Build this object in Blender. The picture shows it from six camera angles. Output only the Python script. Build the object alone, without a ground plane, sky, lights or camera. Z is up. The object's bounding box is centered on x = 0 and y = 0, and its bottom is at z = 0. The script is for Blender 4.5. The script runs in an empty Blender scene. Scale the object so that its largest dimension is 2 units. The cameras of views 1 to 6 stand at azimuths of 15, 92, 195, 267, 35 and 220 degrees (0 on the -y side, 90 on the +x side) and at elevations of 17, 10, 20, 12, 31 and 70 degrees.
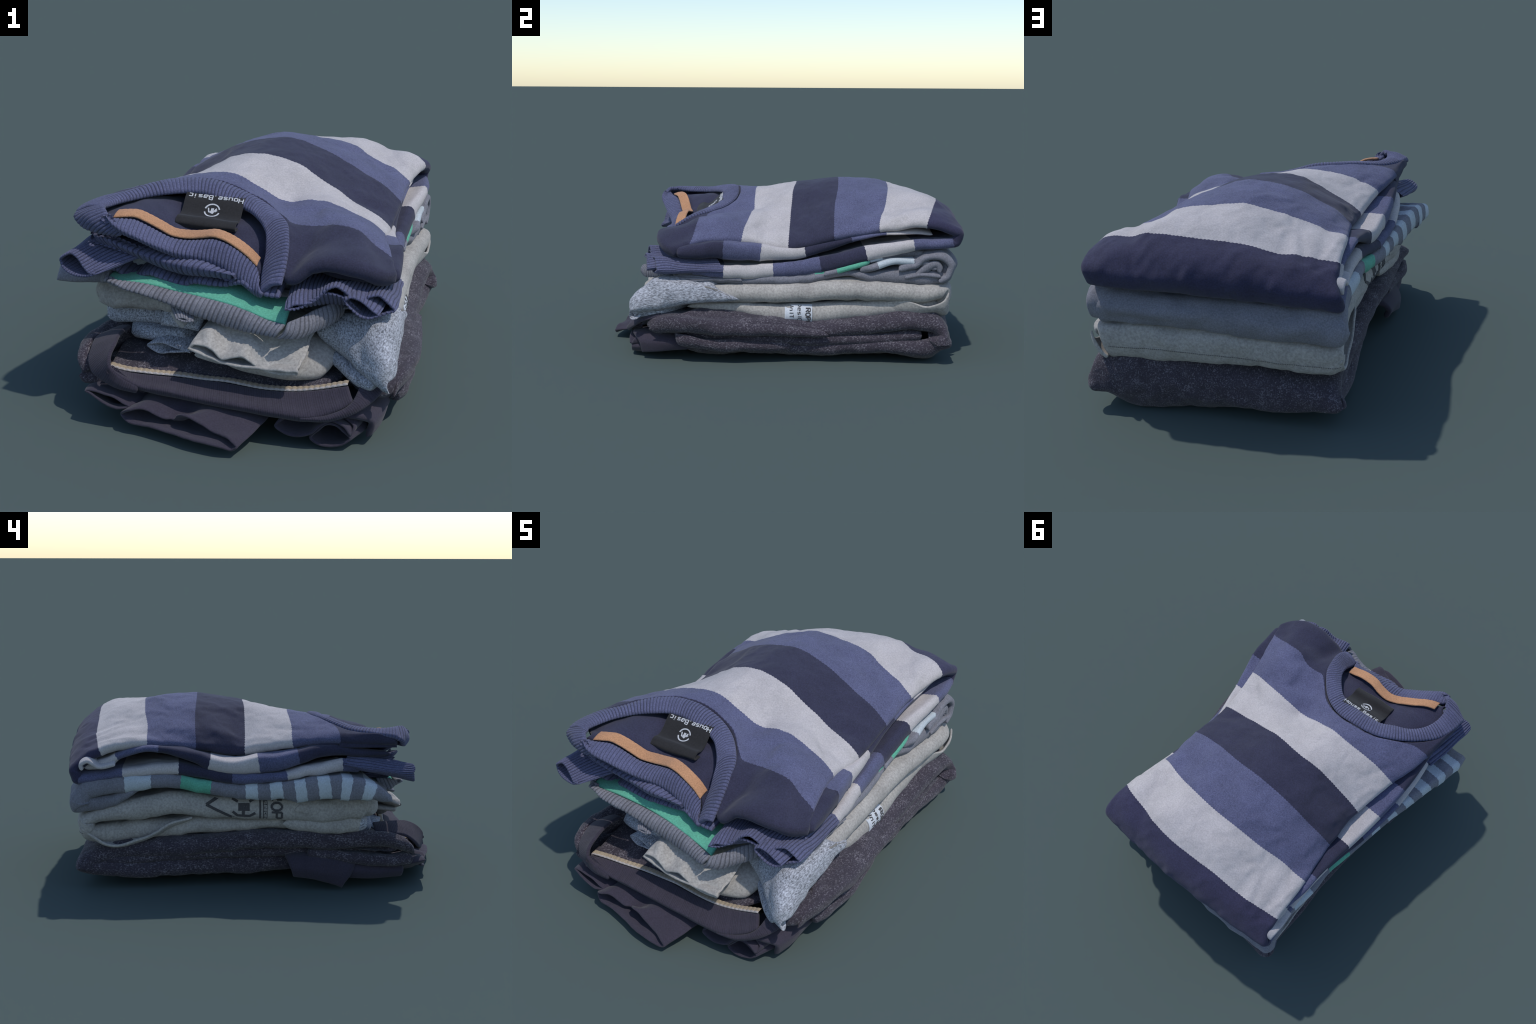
import bpy, math
import numpy as np
from mathutils import Vector
from mathutils.bvhtree import BVHTree

# =====================================================================
#  A stack of four folded sweaters.  Every fold is a thick sheet of cloth
#  lofted through a few cross rows; cuffs are hollow ribbed tubes.
# =====================================================================

# ------------------------------------------------------------------ materials
def new_mat(name):
    m = bpy.data.materials.new(name); m.use_nodes = True
    nt = m.node_tree
    b = nt.nodes["Principled BSDF"]
    b.inputs["Roughness"].default_value = 0.92
    b.inputs["Specular IOR Level"].default_value = 0.15
    b.inputs["Sheen Weight"].default_value = 0.12
    b.inputs["Sheen Roughness"].default_value = 0.6
    return m, nt, b

def knit(name, dark, light, fleck_scale=150.0, stretch=(1, 1, 1), lo=0.35, hi=0.65,
         blotch=0.10, bump=0.25, knit_scale=420.0, fleck=None, fleck_lo=0.62, fleck_hi=0.74):
    """Mottled yarn colour from two tones, large soft blotches, optional pale flecks, woven bump."""
    m, nt, b = new_mat(name)
    N, L = nt.nodes.new, nt.links.new
    tc = N("ShaderNodeTexCoord"); mp = N("ShaderNodeMapping")
    mp.inputs["Scale"].default_value = stretch
    L(tc.outputs["Object"], mp.inputs["Vector"])
    n1 = N("ShaderNodeTexNoise"); n1.inputs["Scale"].default_value = fleck_scale
    n1.inputs["Detail"].default_value = 4; n1.inputs["Roughness"].default_value = 0.65
    L(mp.outputs[0], n1.inputs["Vector"])
    cr = N("ShaderNodeValToRGB")
    cr.color_ramp.elements[0].position, cr.color_ramp.elements[1].position = lo, hi
    cr.color_ramp.elements[0].color = (*dark, 1); cr.color_ramp.elements[1].color = (*light, 1)
    L(n1.outputs["Fac"], cr.inputs["Fac"])
    n2 = N("ShaderNodeTexNoise"); n2.inputs["Scale"].default_value = 9.0; n2.inputs["Detail"].default_value = 3
    L(tc.outputs["Object"], n2.inputs["Vector"])
    mr = N("ShaderNodeMapRange"); mr.inputs["From Min"].default_value = 0.3; mr.inputs["From Max"].default_value = 0.7
    mr.inputs["To Min"].default_value = 1 - blotch; mr.inputs["To Max"].default_value = 1 + blotch
    L(n2.outputs["Fac"], mr.inputs["Value"])
    mul = N("ShaderNodeVectorMath"); mul.operation = 'SCALE'
    L(cr.outputs["Color"], mul.inputs[0]); L(mr.outputs[0], mul.inputs["Scale"])
    out = mul.outputs[0]
    if fleck:
        n3 = N("ShaderNodeTexNoise"); n3.inputs["Scale"].default_value = fleck_scale * 0.8
        n3.inputs["Detail"].default_value = 3; n3.inputs["Roughness"].default_value = 0.7
        L(mp.outputs[0], n3.inputs["Vector"])
        # clusters of flecks
        n4 = N("ShaderNodeTexNoise"); n4.inputs["Scale"].default_value = 22; n4.inputs["Detail"].default_value = 2
        L(mp.outputs[0], n4.inputs["Vector"])
        add = N("ShaderNodeMath"); add.operation = 'MULTIPLY_ADD'
        L(n4.outputs["Fac"], add.inputs[0]); add.inputs[1].default_value = 0.26
        L(n3.outputs["Fac"], add.inputs[2])
        r2 = N("ShaderNodeMapRange"); r2.inputs["From Min"].default_value = fleck_lo + .13; r2.inputs["From Max"].default_value = fleck_hi + .13
        L(add.outputs[0], r2.inputs["Value"])
        mx = N("ShaderNodeMix"); mx.data_type = 'RGBA'
        L(r2.outputs[0], mx.inputs["Factor"]); L(out, mx.inputs["A"]); mx.inputs["B"].default_value = (*fleck, 1)
        out = mx.outputs["Result"]
    L(out, b.inputs["Base Color"])
    n5 = N("ShaderNodeTexNoise"); n5.inputs["Scale"].default_value = knit_scale; n5.inputs["Detail"].default_value = 2
    L(tc.outputs["Object"], n5.inputs["Vector"])
    bp = N("ShaderNodeBump"); bp.inputs["Strength"].default_value = bump; bp.inputs["Distance"].default_value = 0.004
    L(n5.outputs["Fac"], bp.inputs["Height"]); L(bp.outputs[0], b.inputs["Normal"])
    return m

def tone(c, k): return tuple(min(1, x * k) for x in c)

NAVY  = (0.034, 0.034, 0.064)
BLUE  = (0.095, 0.100, 0.178)
WHITE = (0.485, 0.452, 0.455)
CGREY = (0.190, 0.190, 0.220)
CPALE = (0.470, 0.520, 0.560)
GREEN = (0.115, 0.400, 0.280)
ORANGE = (0.470, 0.245, 0.130)
BGREY = (0.380, 0.358, 0.335)
HEATH = (0.320, 0.330, 0.368)
ADARK = (0.044, 0.037, 0.050)
ARIB  = (0.043, 0.037, 0.055)

M = {}
M['navy']  = knit("navy_knit", tone(NAVY, .8), tone(NAVY, 1.2))
M['blue']  = knit("blue_knit", tone(BLUE, .68), tone(BLUE, 1.36), lo=.32, hi=.68, fleck_scale=170)
M['white'] = knit("off_white_knit", tone(WHITE, .86), tone(WHITE, 1.10), blotch=.07, fleck_scale=140)
M['hem_navy'] = knit("hem_navy_knit", tone((0.037, 0.0355, 0.074), .8), tone((0.037, 0.0355, 0.074), 1.2))
M['blue_groove'] = knit("blue_rib_groove", tone(BLUE, .42), tone(BLUE, .62))  # same blue yarn, darkened to paint in the shade between ribs
M['cgrey'] = knit("grey_knit", tone(CGREY, .8), tone(CGREY, 1.2))
M['cgrey_groove'] = knit("grey_rib_groove", tone(CGREY, .45), tone(CGREY, .65))  # grey yarn toned down: rib furrow shadow put into the colour
M['cpale'] = knit("pale_blue_grey_knit", tone(CPALE, .87), tone(CPALE, 1.1), blotch=.05)
M['green'] = knit("green_knit", tone(GREEN, .85), tone(GREEN, 1.15))
M['orange'] = knit("orange_twill_tape", tone(ORANGE, .75), tone(ORANGE, 1.25), stretch=(1, 3, 1))
M['bgrey'] = knit("light_grey_jersey", tone(BGREY, .80), tone(BGREY, 1.18), fleck_scale=90)
M['heather'] = knit("blue_grey_heather", tone(HEATH, .42), tone(HEATH, 1.65), fleck_scale=170, stretch=(1.1, .35, 1.1), lo=.36, hi=.64, blotch=.12)
M['adark'] = knit("charcoal_heather", tone(ADARK, .8), tone(ADARK, 1.25), fleck_scale=200, stretch=(1, .6, 1),
                  fleck=(.19, .175, .20), fleck_lo=.52, fleck_hi=.69)
M['arib'] = knit("charcoal_rib", tone(ARIB, .85), tone(ARIB, 1.15), blotch=.06)
M['arib_groove'] = knit("charcoal_rib_groove", tone(ARIB, .6), tone(ARIB, .8))  # charcoal rib colour lowered, baking shadow into its furrows
M['cream'] = knit("cream_tape", (.27, .215, .15), (.46, .37, .265), stretch=(1, 2, 1))
M['cream_edge'] = knit("pale_tape_edge", (.34, .31, .30), (.47, .43, .41))
M['label_black'] = knit("black_satin_label", (.018, .017, .018), (.026, .025, .026), blotch=.03, bump=.05)
M['label_white'] = knit("white_woven_label", (.52, .55, .60), (.64, .66, .70), blotch=.03, bump=.08)
M['print_dark'] = knit("dark_grey_print", (.055, .052, .055), (.085, .08, .085), blotch=.05, bump=.05)
M['print_pale'] = knit("pale_woven_writing", (.45, .46, .48), (.6, .6, .62), blotch=.02, bump=.02)
M['thread'] = knit("grey_stitch_thread", tone(BGREY, .45), tone(BGREY, .65), blotch=.03)

# ------------------------------------------------------------------ maths
def hermite(t, P, q):
    """Smooth curve through P (n, ...) at knots t, sampled at q."""
    t = np.asarray(t, float); P = np.asarray(P, float); q = np.asarray(q, float)
    n = len(t)
    if n == 1: return np.repeat(P, len(q), 0)
    d = np.diff(P, axis=0) / np.diff(t).reshape((-1,) + (1,) * (P.ndim - 1))
    m = np.empty_like(P); m[0] = d[0]; m[-1] = d[-1]
    if n > 2:
        h = np.diff(t); w = (h[1:] / (h[:-1] + h[1:])).reshape((-1,) + (1,) * (P.ndim - 1))
        m[1:-1] = d[:-1] * w + d[1:] * (1 - w)
    i = np.clip(np.searchsorted(t, q, side='right') - 1, 0, n - 2)
    sh = (-1,) + (1,) * (P.ndim - 1)
    h = (t[i + 1] - t[i]); u = ((q - t[i]) / h).reshape(sh); h = h.reshape(sh)
    return ((2*u**3 - 3*u**2 + 1) * P[i] + (u**3 - 2*u**2 + u) * h * m[i]
            + (-2*u**3 + 3*u**2) * P[i+1] + (u**3 - u**2) * h * m[i+1])

def chord(P):
    d = np.linalg.norm(np.diff(P, axis=0), axis=-1)
    return np.concatenate([[0], np.cumsum(np.maximum(d, 1e-5))])

def wob(P, freq, seed, k=7):
    """Cheap smooth noise (about -1..1): a few plane waves, gently warped."""
    r = np.random.RandomState(seed); o = np.zeros(P.shape[:-1])
    Q = P + 0.35 / freq * np.sin(P[..., [1, 2, 0]] * freq * 3.1 + r.rand(3) * 6)
    for _ in range(k):
        d = r.randn(3); d /= np.linalg.norm(d)
        o += np.sin((Q @ d) * freq * 6.283 * (0.6 + 0.8 * r.rand()) + r.rand() * 6.283)
    return o / math.sqrt(k) / 1.4

def prof(x): return np.sqrt(np.clip(1 - (1 - np.clip(x, 0, 1))**2, 0, 1))

def edge_samples(L, step, r):
    """Parameters 0..1 along length L, crowded near both ends so that the rim can round."""
    c = r * (1 - np.cos(np.linspace(0, math.pi/2, 6)))
    n = max(2, int((L - 2*r) / step)); r = min(r, L*.4); c = c * (r / max(c[-1], 1e-9))
    q = np.sort(np.concatenate([c, np.linspace(r, L - r, n + 1), L - c]))
    return q[np.concatenate([[True], np.diff(q) > 1e-4])] / L

class Fold:      # a soft crease or ridge across a sheet: along a-b, half width w, height amp
    def __init__(s, a, b, w, amp): s.a, s.b, s.w, s.amp = np.array(a, float), np.array(b, float), w, amp
    def __call__(s, P):
        d = s.b - s.a; t = np.clip(((P - s.a) @ d) / (d @ d), 0, 1)
        r = np.linalg.norm(P - (s.a + t[..., None] * d), axis=-1)
        return s.amp * np.exp(-(r / s.w)**2) * (1 - .35 * np.abs(2*t - 1)**2)

# ------------------------------------------------------------------ mesh helpers
GROUP = {}
def thing(name, label, category, base):
    e = bpy.data.objects.new(name, None); bpy.context.collection.objects.link(e)
    e.location = base; e.empty_display_size = .1
    e["label"] = label; e["category"] = category
    return e

def add_mesh(name, verts, faces, mats, idx=None, parent=None, smooth=True):
    me = bpy.data.meshes.new(name)
    verts = np.array(verts, np.float32); low = verts[:, 2] < .012
    verts[low, 2] = .0005 + .0115 * np.exp((verts[low, 2] - .012) / .0115)      # settles softly on the ground
    if isinstance(faces, np.ndarray):
        n, k = faces.shape
        me.vertices.add(len(verts)); me.vertices.foreach_set("co", verts.ravel())
        me.loops.add(n * k); me.loops.foreach_set("vertex_index", faces.astype(np.int32).ravel())
        me.polygons.add(n); me.polygons.foreach_set("loop_start", np.arange(0, n * k, k, dtype=np.int32))
    else:
        me.from_pydata([tuple(map(float, v)) for v in verts], [], [tuple(int(i) for i in f) for f in faces])
    for k in mats: me.materials.append(M[k])
    if idx is not None: me.polygons.foreach_set("material_index", np.asarray(idx, np.int32))
    me.polygons.foreach_set("use_smooth", np.full(len(me.polygons), smooth))
    me.update(calc_edges=True); me.validate()
    o = bpy.data.objects.new(name, me); bpy.context.collection.objects.link(o)
    if parent:
        o.parent = parent
        o.matrix_parent_inverse.identity()
        b = parent.location if parent.parent is None else Vector((0, 0, 0))
        o.location = -Vector(b)
    return o

def groove(c, pitch, w=.2):
    u = np.abs((c / pitch) % 1.0 - .5); u = .5 - u      # distance to nearest groove in pitches
    return np.exp(-(u / w)**2)

def sheet(name, rows, mats, parent, h=.03, hrows=None, mode='out', ds=.009, dv=.009, stripes=None,
          rib=None, folds=(), wr=((2.2, .006), (6, .0025)), seed=1, edge=None, rs=1.0, zig=.0018, flip=False,
          ends=(True, True), sides=(True, True)):
    """Thick cloth lofted through rows (each a list of (x,y,z) or (s,x,y,z)).
    mode 'out': the rows lie on the outer face; 'mid': they are the middle of the thickness.
    stripes: row positions where the colour changes, with mats the colour of each band."""
    widths = []
    for r in rows:
        a = np.array(r, float); p = a[:, -3:]; widths.append(chord(p)[-1])
    W = float(np.mean(widths)); hm = float(np.mean([np.mean(q) for q in hrows])) if hrows is not None else h
    re = (edge or hm) * rs
    S = edge_samples(W, ds, re)
    R = []
    for r in rows:
        a = np.array(r, float)
        if a.shape[1] == 4: s, p = a[:, 0], a[:, 1:]
        else: p = a; s = chord(p); s = s / s[-1]
        R.append(hermite(s, p, S))
    R = np.array(R)
    kn = np.concatenate([[0], np.cumsum(np.mean(np.linalg.norm(np.diff(R, axis=0), axis=-1), axis=1))])
    L = kn[-1]
    V = edge_samples(L, dv, re) * L
    cuts = []
    if stripes:
        cuts = [float(np.interp(c, range(len(kn)), kn)) for c in stripes]
        for c in cuts:                     # snap: a loop of edges runs exactly on each colour change
            V = V[np.abs(V - c) > dv * .35]
        V = np.unique(np.concatenate([V, cuts]))
    P = hermite(kn, R, V)                              # (nv, ns, 3)
    nv, ns = P.shape[:2]
    if hrows is not None:
        H = []
        for q in hrows:
            q = np.atleast_1d(np.array(q, float)); H.append(np.interp(S, np.linspace(0, 1, len(q)), q))
        Hh = np.array([np.interp(V, kn, np.array(H)[:, j]) for j in range(ns)]).T
    else: Hh = np.full((nv, ns), h)
    gs = np.gradient(P, axis=1); gv = np.gradient(P, axis=0)
    N = np.cross(gs, gv); N /= np.linalg.norm(N, axis=-1, keepdims=True) + 1e-12
    if (N[:max(2, nv // 6), :, 2].mean() < 0) != flip: N = -N
    for k, c in enumerate(cuts):                       # stitch teeth on colour changes
        i = int(np.argmin(np.abs(V - c)))
        if 0 < i < nv - 1:
            t = gv[i] / (np.linalg.norm(gv[i], axis=-1, keepdims=True) + 1e-9)
            P[i] += t * (zig * np.where(np.arange(ns) % 2, 1, -1))[:, None]
    cs = np.cumsum(np.concatenate([np.zeros((nv, 1)), np.linalg.norm(np.diff(P, axis=1), axis=-1)], 1), 1)
    cv = np.cumsum(np.concatenate([np.zeros((1, ns)), np.linalg.norm(np.diff(P, axis=0), axis=-1)], 0), 0)
    es = np.ones((nv, ns)); ev = np.ones((nv, ns))
    if sides[0]: es = es * prof(cs / re)
    if sides[1]: es = es * prof((cs[:, -1:] - cs) / re)
    if ends[0]: ev = ev * prof(cv / re)
    if ends[1]: ev = ev * prof((cv[-1:] - cv) / re)
    E = es * ev
    D = np.zeros((nv, ns))
    for i, (f, a) in enumerate(wr): D += a * wob(P, f, seed * 13 + i)
    for f in folds: D += f(P)
    Dr = np.zeros((nv, ns)); gmask = None
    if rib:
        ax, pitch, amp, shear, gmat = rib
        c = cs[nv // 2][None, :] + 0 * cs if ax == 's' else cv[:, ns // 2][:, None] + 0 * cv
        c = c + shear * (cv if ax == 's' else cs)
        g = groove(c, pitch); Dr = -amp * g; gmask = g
    lift = 1.0 if mode == 'mid' else 0.0
    top = P + N * (Hh * (E - 1 + lift) + D + Dr)[..., None]
    bot = P + N * (Hh * (-E - 1 + lift) + D - Dr)[..., None]
    idt = np.arange(nv * ns).reshape(nv, ns)
    border = np.zeros((nv, ns), bool); border[0] = border[-1] = True; border[:, 0] = border[:, -1] = True
    idb = np.full((nv, ns), -1); inner = ~border
    open_b = (E > .02) & border                        # borders that were asked not to round: keep apart
    idb[inner] = nv * ns + np.arange(inner.sum()); idb[border] = idt[border]
    top[border] = np.where(open_b[border][:, None], top[border], (top[border] + bot[border]) / 2)
    verts = np.concatenate([top.reshape(-1, 3), bot[inner]])
    a, b, c, d = (x.ravel() for x in (idt[:-1, :-1], idt[:-1, 1:], idt[1:, 1:], idt[1:, :-1]))
    e, f, g_, k = (x.ravel() for x in (idb[:-1, :-1], idb[:-1, 1:], idb[1:, 1:], idb[1:, :-1]))
    # orient so that the outer face looks along N
    nn = np.cross(gs[nv//2, ns//2], gv[nv//2, ns//2]) @ N[nv//2, ns//2]
    F1 = np.stack([a, b, c, d], 1); F2 = np.stack([k, g_, f, e], 1)
    if nn < 0: F1, F2 = F1[:, ::-1], F2[:, ::-1]
    vm = (V[:-1] + V[1:]) / 2
    seg = np.searchsorted(cuts, vm) if cuts else np.zeros(nv - 1, int)
    fi = np.repeat(seg[:, None], ns - 1, 1).ravel()
    ml = list(mats); fi2 = fi.copy()
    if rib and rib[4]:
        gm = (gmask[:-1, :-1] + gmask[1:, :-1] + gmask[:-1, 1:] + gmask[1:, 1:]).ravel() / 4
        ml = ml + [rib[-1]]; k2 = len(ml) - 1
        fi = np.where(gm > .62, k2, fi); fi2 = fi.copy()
    o = add_mesh(name, verts, np.concatenate([F1, F2]), ml, np.concatenate([fi, fi2]), parent)
    return o

def ring(left, right, top, bot, dy=0.0):
    """Closed flat ring: from left over the top heights to right and back under the bottom heights."""
    l, r = np.array(left, float), np.array(right, float); pts = [l]
    n = len(top)
    for i, z in enumerate(top): pts.append(l + (r - l) * (i + 1) / (n + 1) + np.array([0, 0, z]))
    pts.append(r); n = len(bot)
    for i, z in enumerate(bot): pts.append(r + (l - r) * (i + 1) / (n + 1) + np.array([0, dy, z]))
    return pts

def tube(name, rings, mats, parent, wall=.010, ribn=0, amp=.004, dth=.006, dv=.01, wr=((5, .004), (11, .0025), (20, .0012)), seed=3, stripes=None, groove_mat=None, cap=False):
    """Hollow cuff lofted through closed rings, first ring is the open mouth."""
    per = np.mean([chord(np.array(list(r) + [r[0]]))[-1] for r in rings])
    nt = max(24, int(per / dth))
    if ribn: nt = max(nt, ribn * 8)
    TH = np.arange(nt) / nt; R = []
    for r in rings:
        p = np.array(list(r), float); k = len(p)
        q = np.concatenate([p[-3:], p, p[:4]]); t = chord(q)
        t0, t1 = t[3], t[3 + k]
        R.append(hermite(t, q, t0 + TH * (t1 - t0)))
    R = np.array(R)
    kn = np.concatenate([[0], np.cumsum(np.mean(np.linalg.norm(np.diff(R, axis=0), axis=-1), axis=1))])
    V = np.linspace(0, kn[-1], max(4, int(kn[-1] / dv)))
    P = hermite(kn, R, V); nv = len(V)
    gt = np.roll(P, -1, 1) - np.roll(P, 1, 1); gv = np.gradient(P, axis=0)
    N = np.cross(gt, gv); N /= np.linalg.norm(N, axis=-1, keepdims=True) + 1e-12
    c = P.mean(1, keepdims=True)
    if ((P - c) * N).sum(-1).mean() < 0: N = -N
    D = np.zeros(P.shape[:2])
    for i, (f, a) in enumerate(wr): D += a * wob(P, f, seed * 17 + i)
    g = np.zeros(P.shape[:2])
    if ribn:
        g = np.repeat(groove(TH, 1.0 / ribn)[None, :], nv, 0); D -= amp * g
    out = P + N * D[..., None]; inn = P + N * (D + amp * g * .5 - wall)[..., None]
    ax = P[0].mean(0) - P[1].mean(0); ax /= np.linalg.norm(ax)
    rim = (out[0] + inn[0]) / 2 + ax * wall * .5
    verts = np.concatenate([out.reshape(-1, 3), rim, inn.reshape(-1, 3)])
    io = np.arange(nv * nt).reshape(nv, nt); ir = nv * nt + np.arange(nt); ii = nv * nt + nt + np.arange(nv * nt).reshape(nv, nt)
    strip = np.concatenate([ii[::-1], ir[None], io])   # inner back .. inner mouth, rim, outer mouth .. outer back
    a, b = strip[:-1], strip[1:]
    F = np.stack([a, np.roll(a, -1, 1), np.roll(b, -1, 1), b], -1).reshape(-1, 4)
    gr = np.concatenate([g[::-1], g[:1], g]); gm = ((gr[:-1] + gr[1:]) / 2); gm = ((gm + np.roll(gm, -1, 1)) / 2).ravel()
    ml = list(mats); idx = np.zeros(len(F), int)
    if stripes:
        vv = np.concatenate([V[::-1], [0], V]); vm = np.repeat(((vv[:-1] + vv[1:]) / 2)[:, None], nt, 1).ravel()
        idx = np.searchsorted(np.array(stripes) * kn[-1], vm)
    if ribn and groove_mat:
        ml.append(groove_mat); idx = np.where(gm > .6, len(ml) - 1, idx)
    o = add_mesh(name, verts, F, ml, idx, parent)
    return o

def surface_of(o):
    me = o.data
    return BVHTree.FromPolygons([Vector(v.co) for v in me.vertices], [tuple(p.vertices) for p in me.polygons])

def lay_on(name, bvh, polys, origin, ux, uy, direction, mat, parent, lift=.0015, thick=.0015, sub=.012):
    """Lay flat artwork (list of convex polygons in local 2D metres) on a cloth surface along a direction."""
    o3, ux, uy, d = (np.array(x, float) for x in (origin, ux, uy, direction))
    verts, faces = [], []
    for poly in polys:
        ids = []
        for (x, y) in poly:
            p = o3 + ux * x + uy * y
            hit, nrm, _, _ = bvh.ray_cast(Vector(p), Vector(d), 2.0)
            if hit is None:
                ids = None; break
            ids.append(len(verts)); verts.append(np.array(hit) - d * lift)
        if ids: faces.append(ids)
    if not faces: return None
    V = np.array(verts); n = len(V); allv = np.concatenate([V - d * thick, V + d * .004])
    F = [list(f) for f in faces] + [[i + n for i in f][::-1] for f in faces]
    for f in faces:
        for i in range(len(f)):
            a, b = f[i], f[(i + 1) % len(f)]
            F.append([b, a, a + n, b + n])
    return add_mesh(name, allv, F, [mat], None, parent, smooth=False)

def bar(x0, y0, x1, y1, w, n=None):
    """A stroke as a run of quads."""
    L = math.hypot(x1 - x0, y1 - y0); n = n or max(1, int(L / .012)); tx, ty = (x1 - x0) / L, (y1 - y0) / L; nx, ny = -ty * w / 2, tx * w / 2
    q = []
    for i in range(n):
        a, b = L * i / n, L * (i + 1) / n
        ax, ay, bx, by = x0 + tx * a, y0 + ty * a, x0 + tx * b, y0 + ty * b
        q.append([(ax + nx, ay + ny), (ax - nx, ay - ny), (bx - nx, by - ny), (bx + nx, by + ny)])
    return q

def arc(cx, cy, r, w, a0=0, a1=360, n=28):
    q = []
    for i in range(n):
        u, v = (math.radians(a0 + (a1 - a0) * k / n) for k in (i, i + 1))
        q.append([(cx + (r + s) * math.cos(t), cy + (r + s) * math.sin(t)) for t, s in ((u, w/2), (u, -w/2), (v, -w/2), (v, w/2))])
    return q

# single stroke letters on a 0..1 by 0..1.4 box, drawn as bars
def letters(text, size, weight, gap=.35):
    G = {
     'A': [(0,0,.5,1.4),(.5,1.4,1,0),(.2,.5,.8,.5)], 'B': [(0,0,0,1.4),(0,1.4,.8,1.3),(.8,1.3,.8,.8),(0,.75,.8,.75),(.9,.7,.9,.1),(0,0,.9,.05)],
     'C': [(1,1.3,.3,1.4),(.3,1.4,0,1.1),(0,1.1,0,.3),(0,.3,.3,0),(.3,0,1,.1)], 'D': [(0,0,0,1.4),(0,1.4,.7,1.3),(.7,1.3,1,.9),(1,.9,1,.5),(1,.5,.7,.1),(.7,.1,0,0)],
     'E': [(0,0,0,1.4),(0,1.4,.9,1.4),(0,.7,.8,.7),(0,0,.9,0)], 'G': [(1,1.3,.3,1.4),(.3,1.4,0,1.1),(0,1.1,0,.3),(0,.3,.3,0),(.3,0,1,0),(1,0,1,.65),(1,.65,.6,.65)],
     'H': [(0,0,0,1.4),(1,0,1,1.4),(0,.7,1,.7)], 'I': [(.5,0,.5,1.4)], 'N': [(0,0,0,1.4),(0,1.4,1,0),(1,0,1,1.4)], 
     'O': [(.3,0,0,.4),(0,.4,0,1),(0,1,.3,1.4),(.3,1.4,.7,1.4),(.7,1.4,1,1),(1,1,1,.4),(1,.4,.7,0),(.7,0,.3,0)],
     'P': [(0,0,0,1.4),(0,1.4,.9,1.4),(.9,1.4,.9,.7),(.9,.7,0,.7)], 'R': [(0,0,0,1.4),(0,1.4,.9,1.4),(.9,1.4,.9,.75),(.9,.75,0,.75),(.4,.75,1,0)],
     'S': [(0,.05,.8,0),(.8,0,1,.4),(1,.4,0,1),(0,1,.2,1.4),(.2,1.4,1,1.35)], 'T': [(.5,0,.5,1.4),(0,1.4,1,1.4)], 'U': [(0,1.4,0,.2),(0,.2,.3,0),(.3,0,.7,0),(.7,0,1,.2),(1,.2,1,1.4)],
     'a': [(.1,.9,.9,.9),(.9,.9,.9,0),(.9,.5,0,.4),(0,.4,0,0),(0,0,.9,0)], 'c': [(.9,.9,.1,.9),(.1,.9,.1,.05),(.1,.05,.9,.05)],
     'e': [(.9,.05,.1,.05),(.1,.05,.1,.9),(.1,.9,.9,.9),(.9,.9,.9,.5),(.9,.5,.1,.5)], 'i': [(.5,0,.5,.9),(.5,1.15,.5,1.3)], 'o': [(.1,.05,.1,.9),(.1,.9,.9,.9),(.9,.9,.9,.05),(.9,.05,.1,.05)],
     's': [(.9,.9,.1,.85),(.1,.85,.1,.5),(.1,.5,.9,.45),(.9,.45,.9,.05),(.9,.05,.1,.05)], 'u': [(.1,.9,.1,.05),(.1,.05,.9,.05),(.9,.9,.9,0)], '.': [(.4,0,.6,0)], 'n': [(.1,0,.1,.9),(.1,.9,.9,.9),(.9,.9,.9,0)],
    }
    q, x = [], 0
    for ch in text:
        if ch == ' ': x += .8; continue
        for a in G[ch]:
            q += bar((x + a[0]) * size, a[1] * size, (x + a[2]) * size, a[3] * size, weight, max(1, int(math.hypot(a[2]-a[0], a[3]-a[1]) * size / .008)))
        x += (1 if ch not in 'Ii.' else .8) + gap
    return q, x * size

# =====================================================================
#  1. DARK SWEATSHIRT (bottom of the stack)
# =====================================================================
A = thing("dark_sweatshirt", "folded charcoal heather sweatshirt with ribbed cuffs and neckband", "sweatshirt", (0.05, 0, 0))

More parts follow.
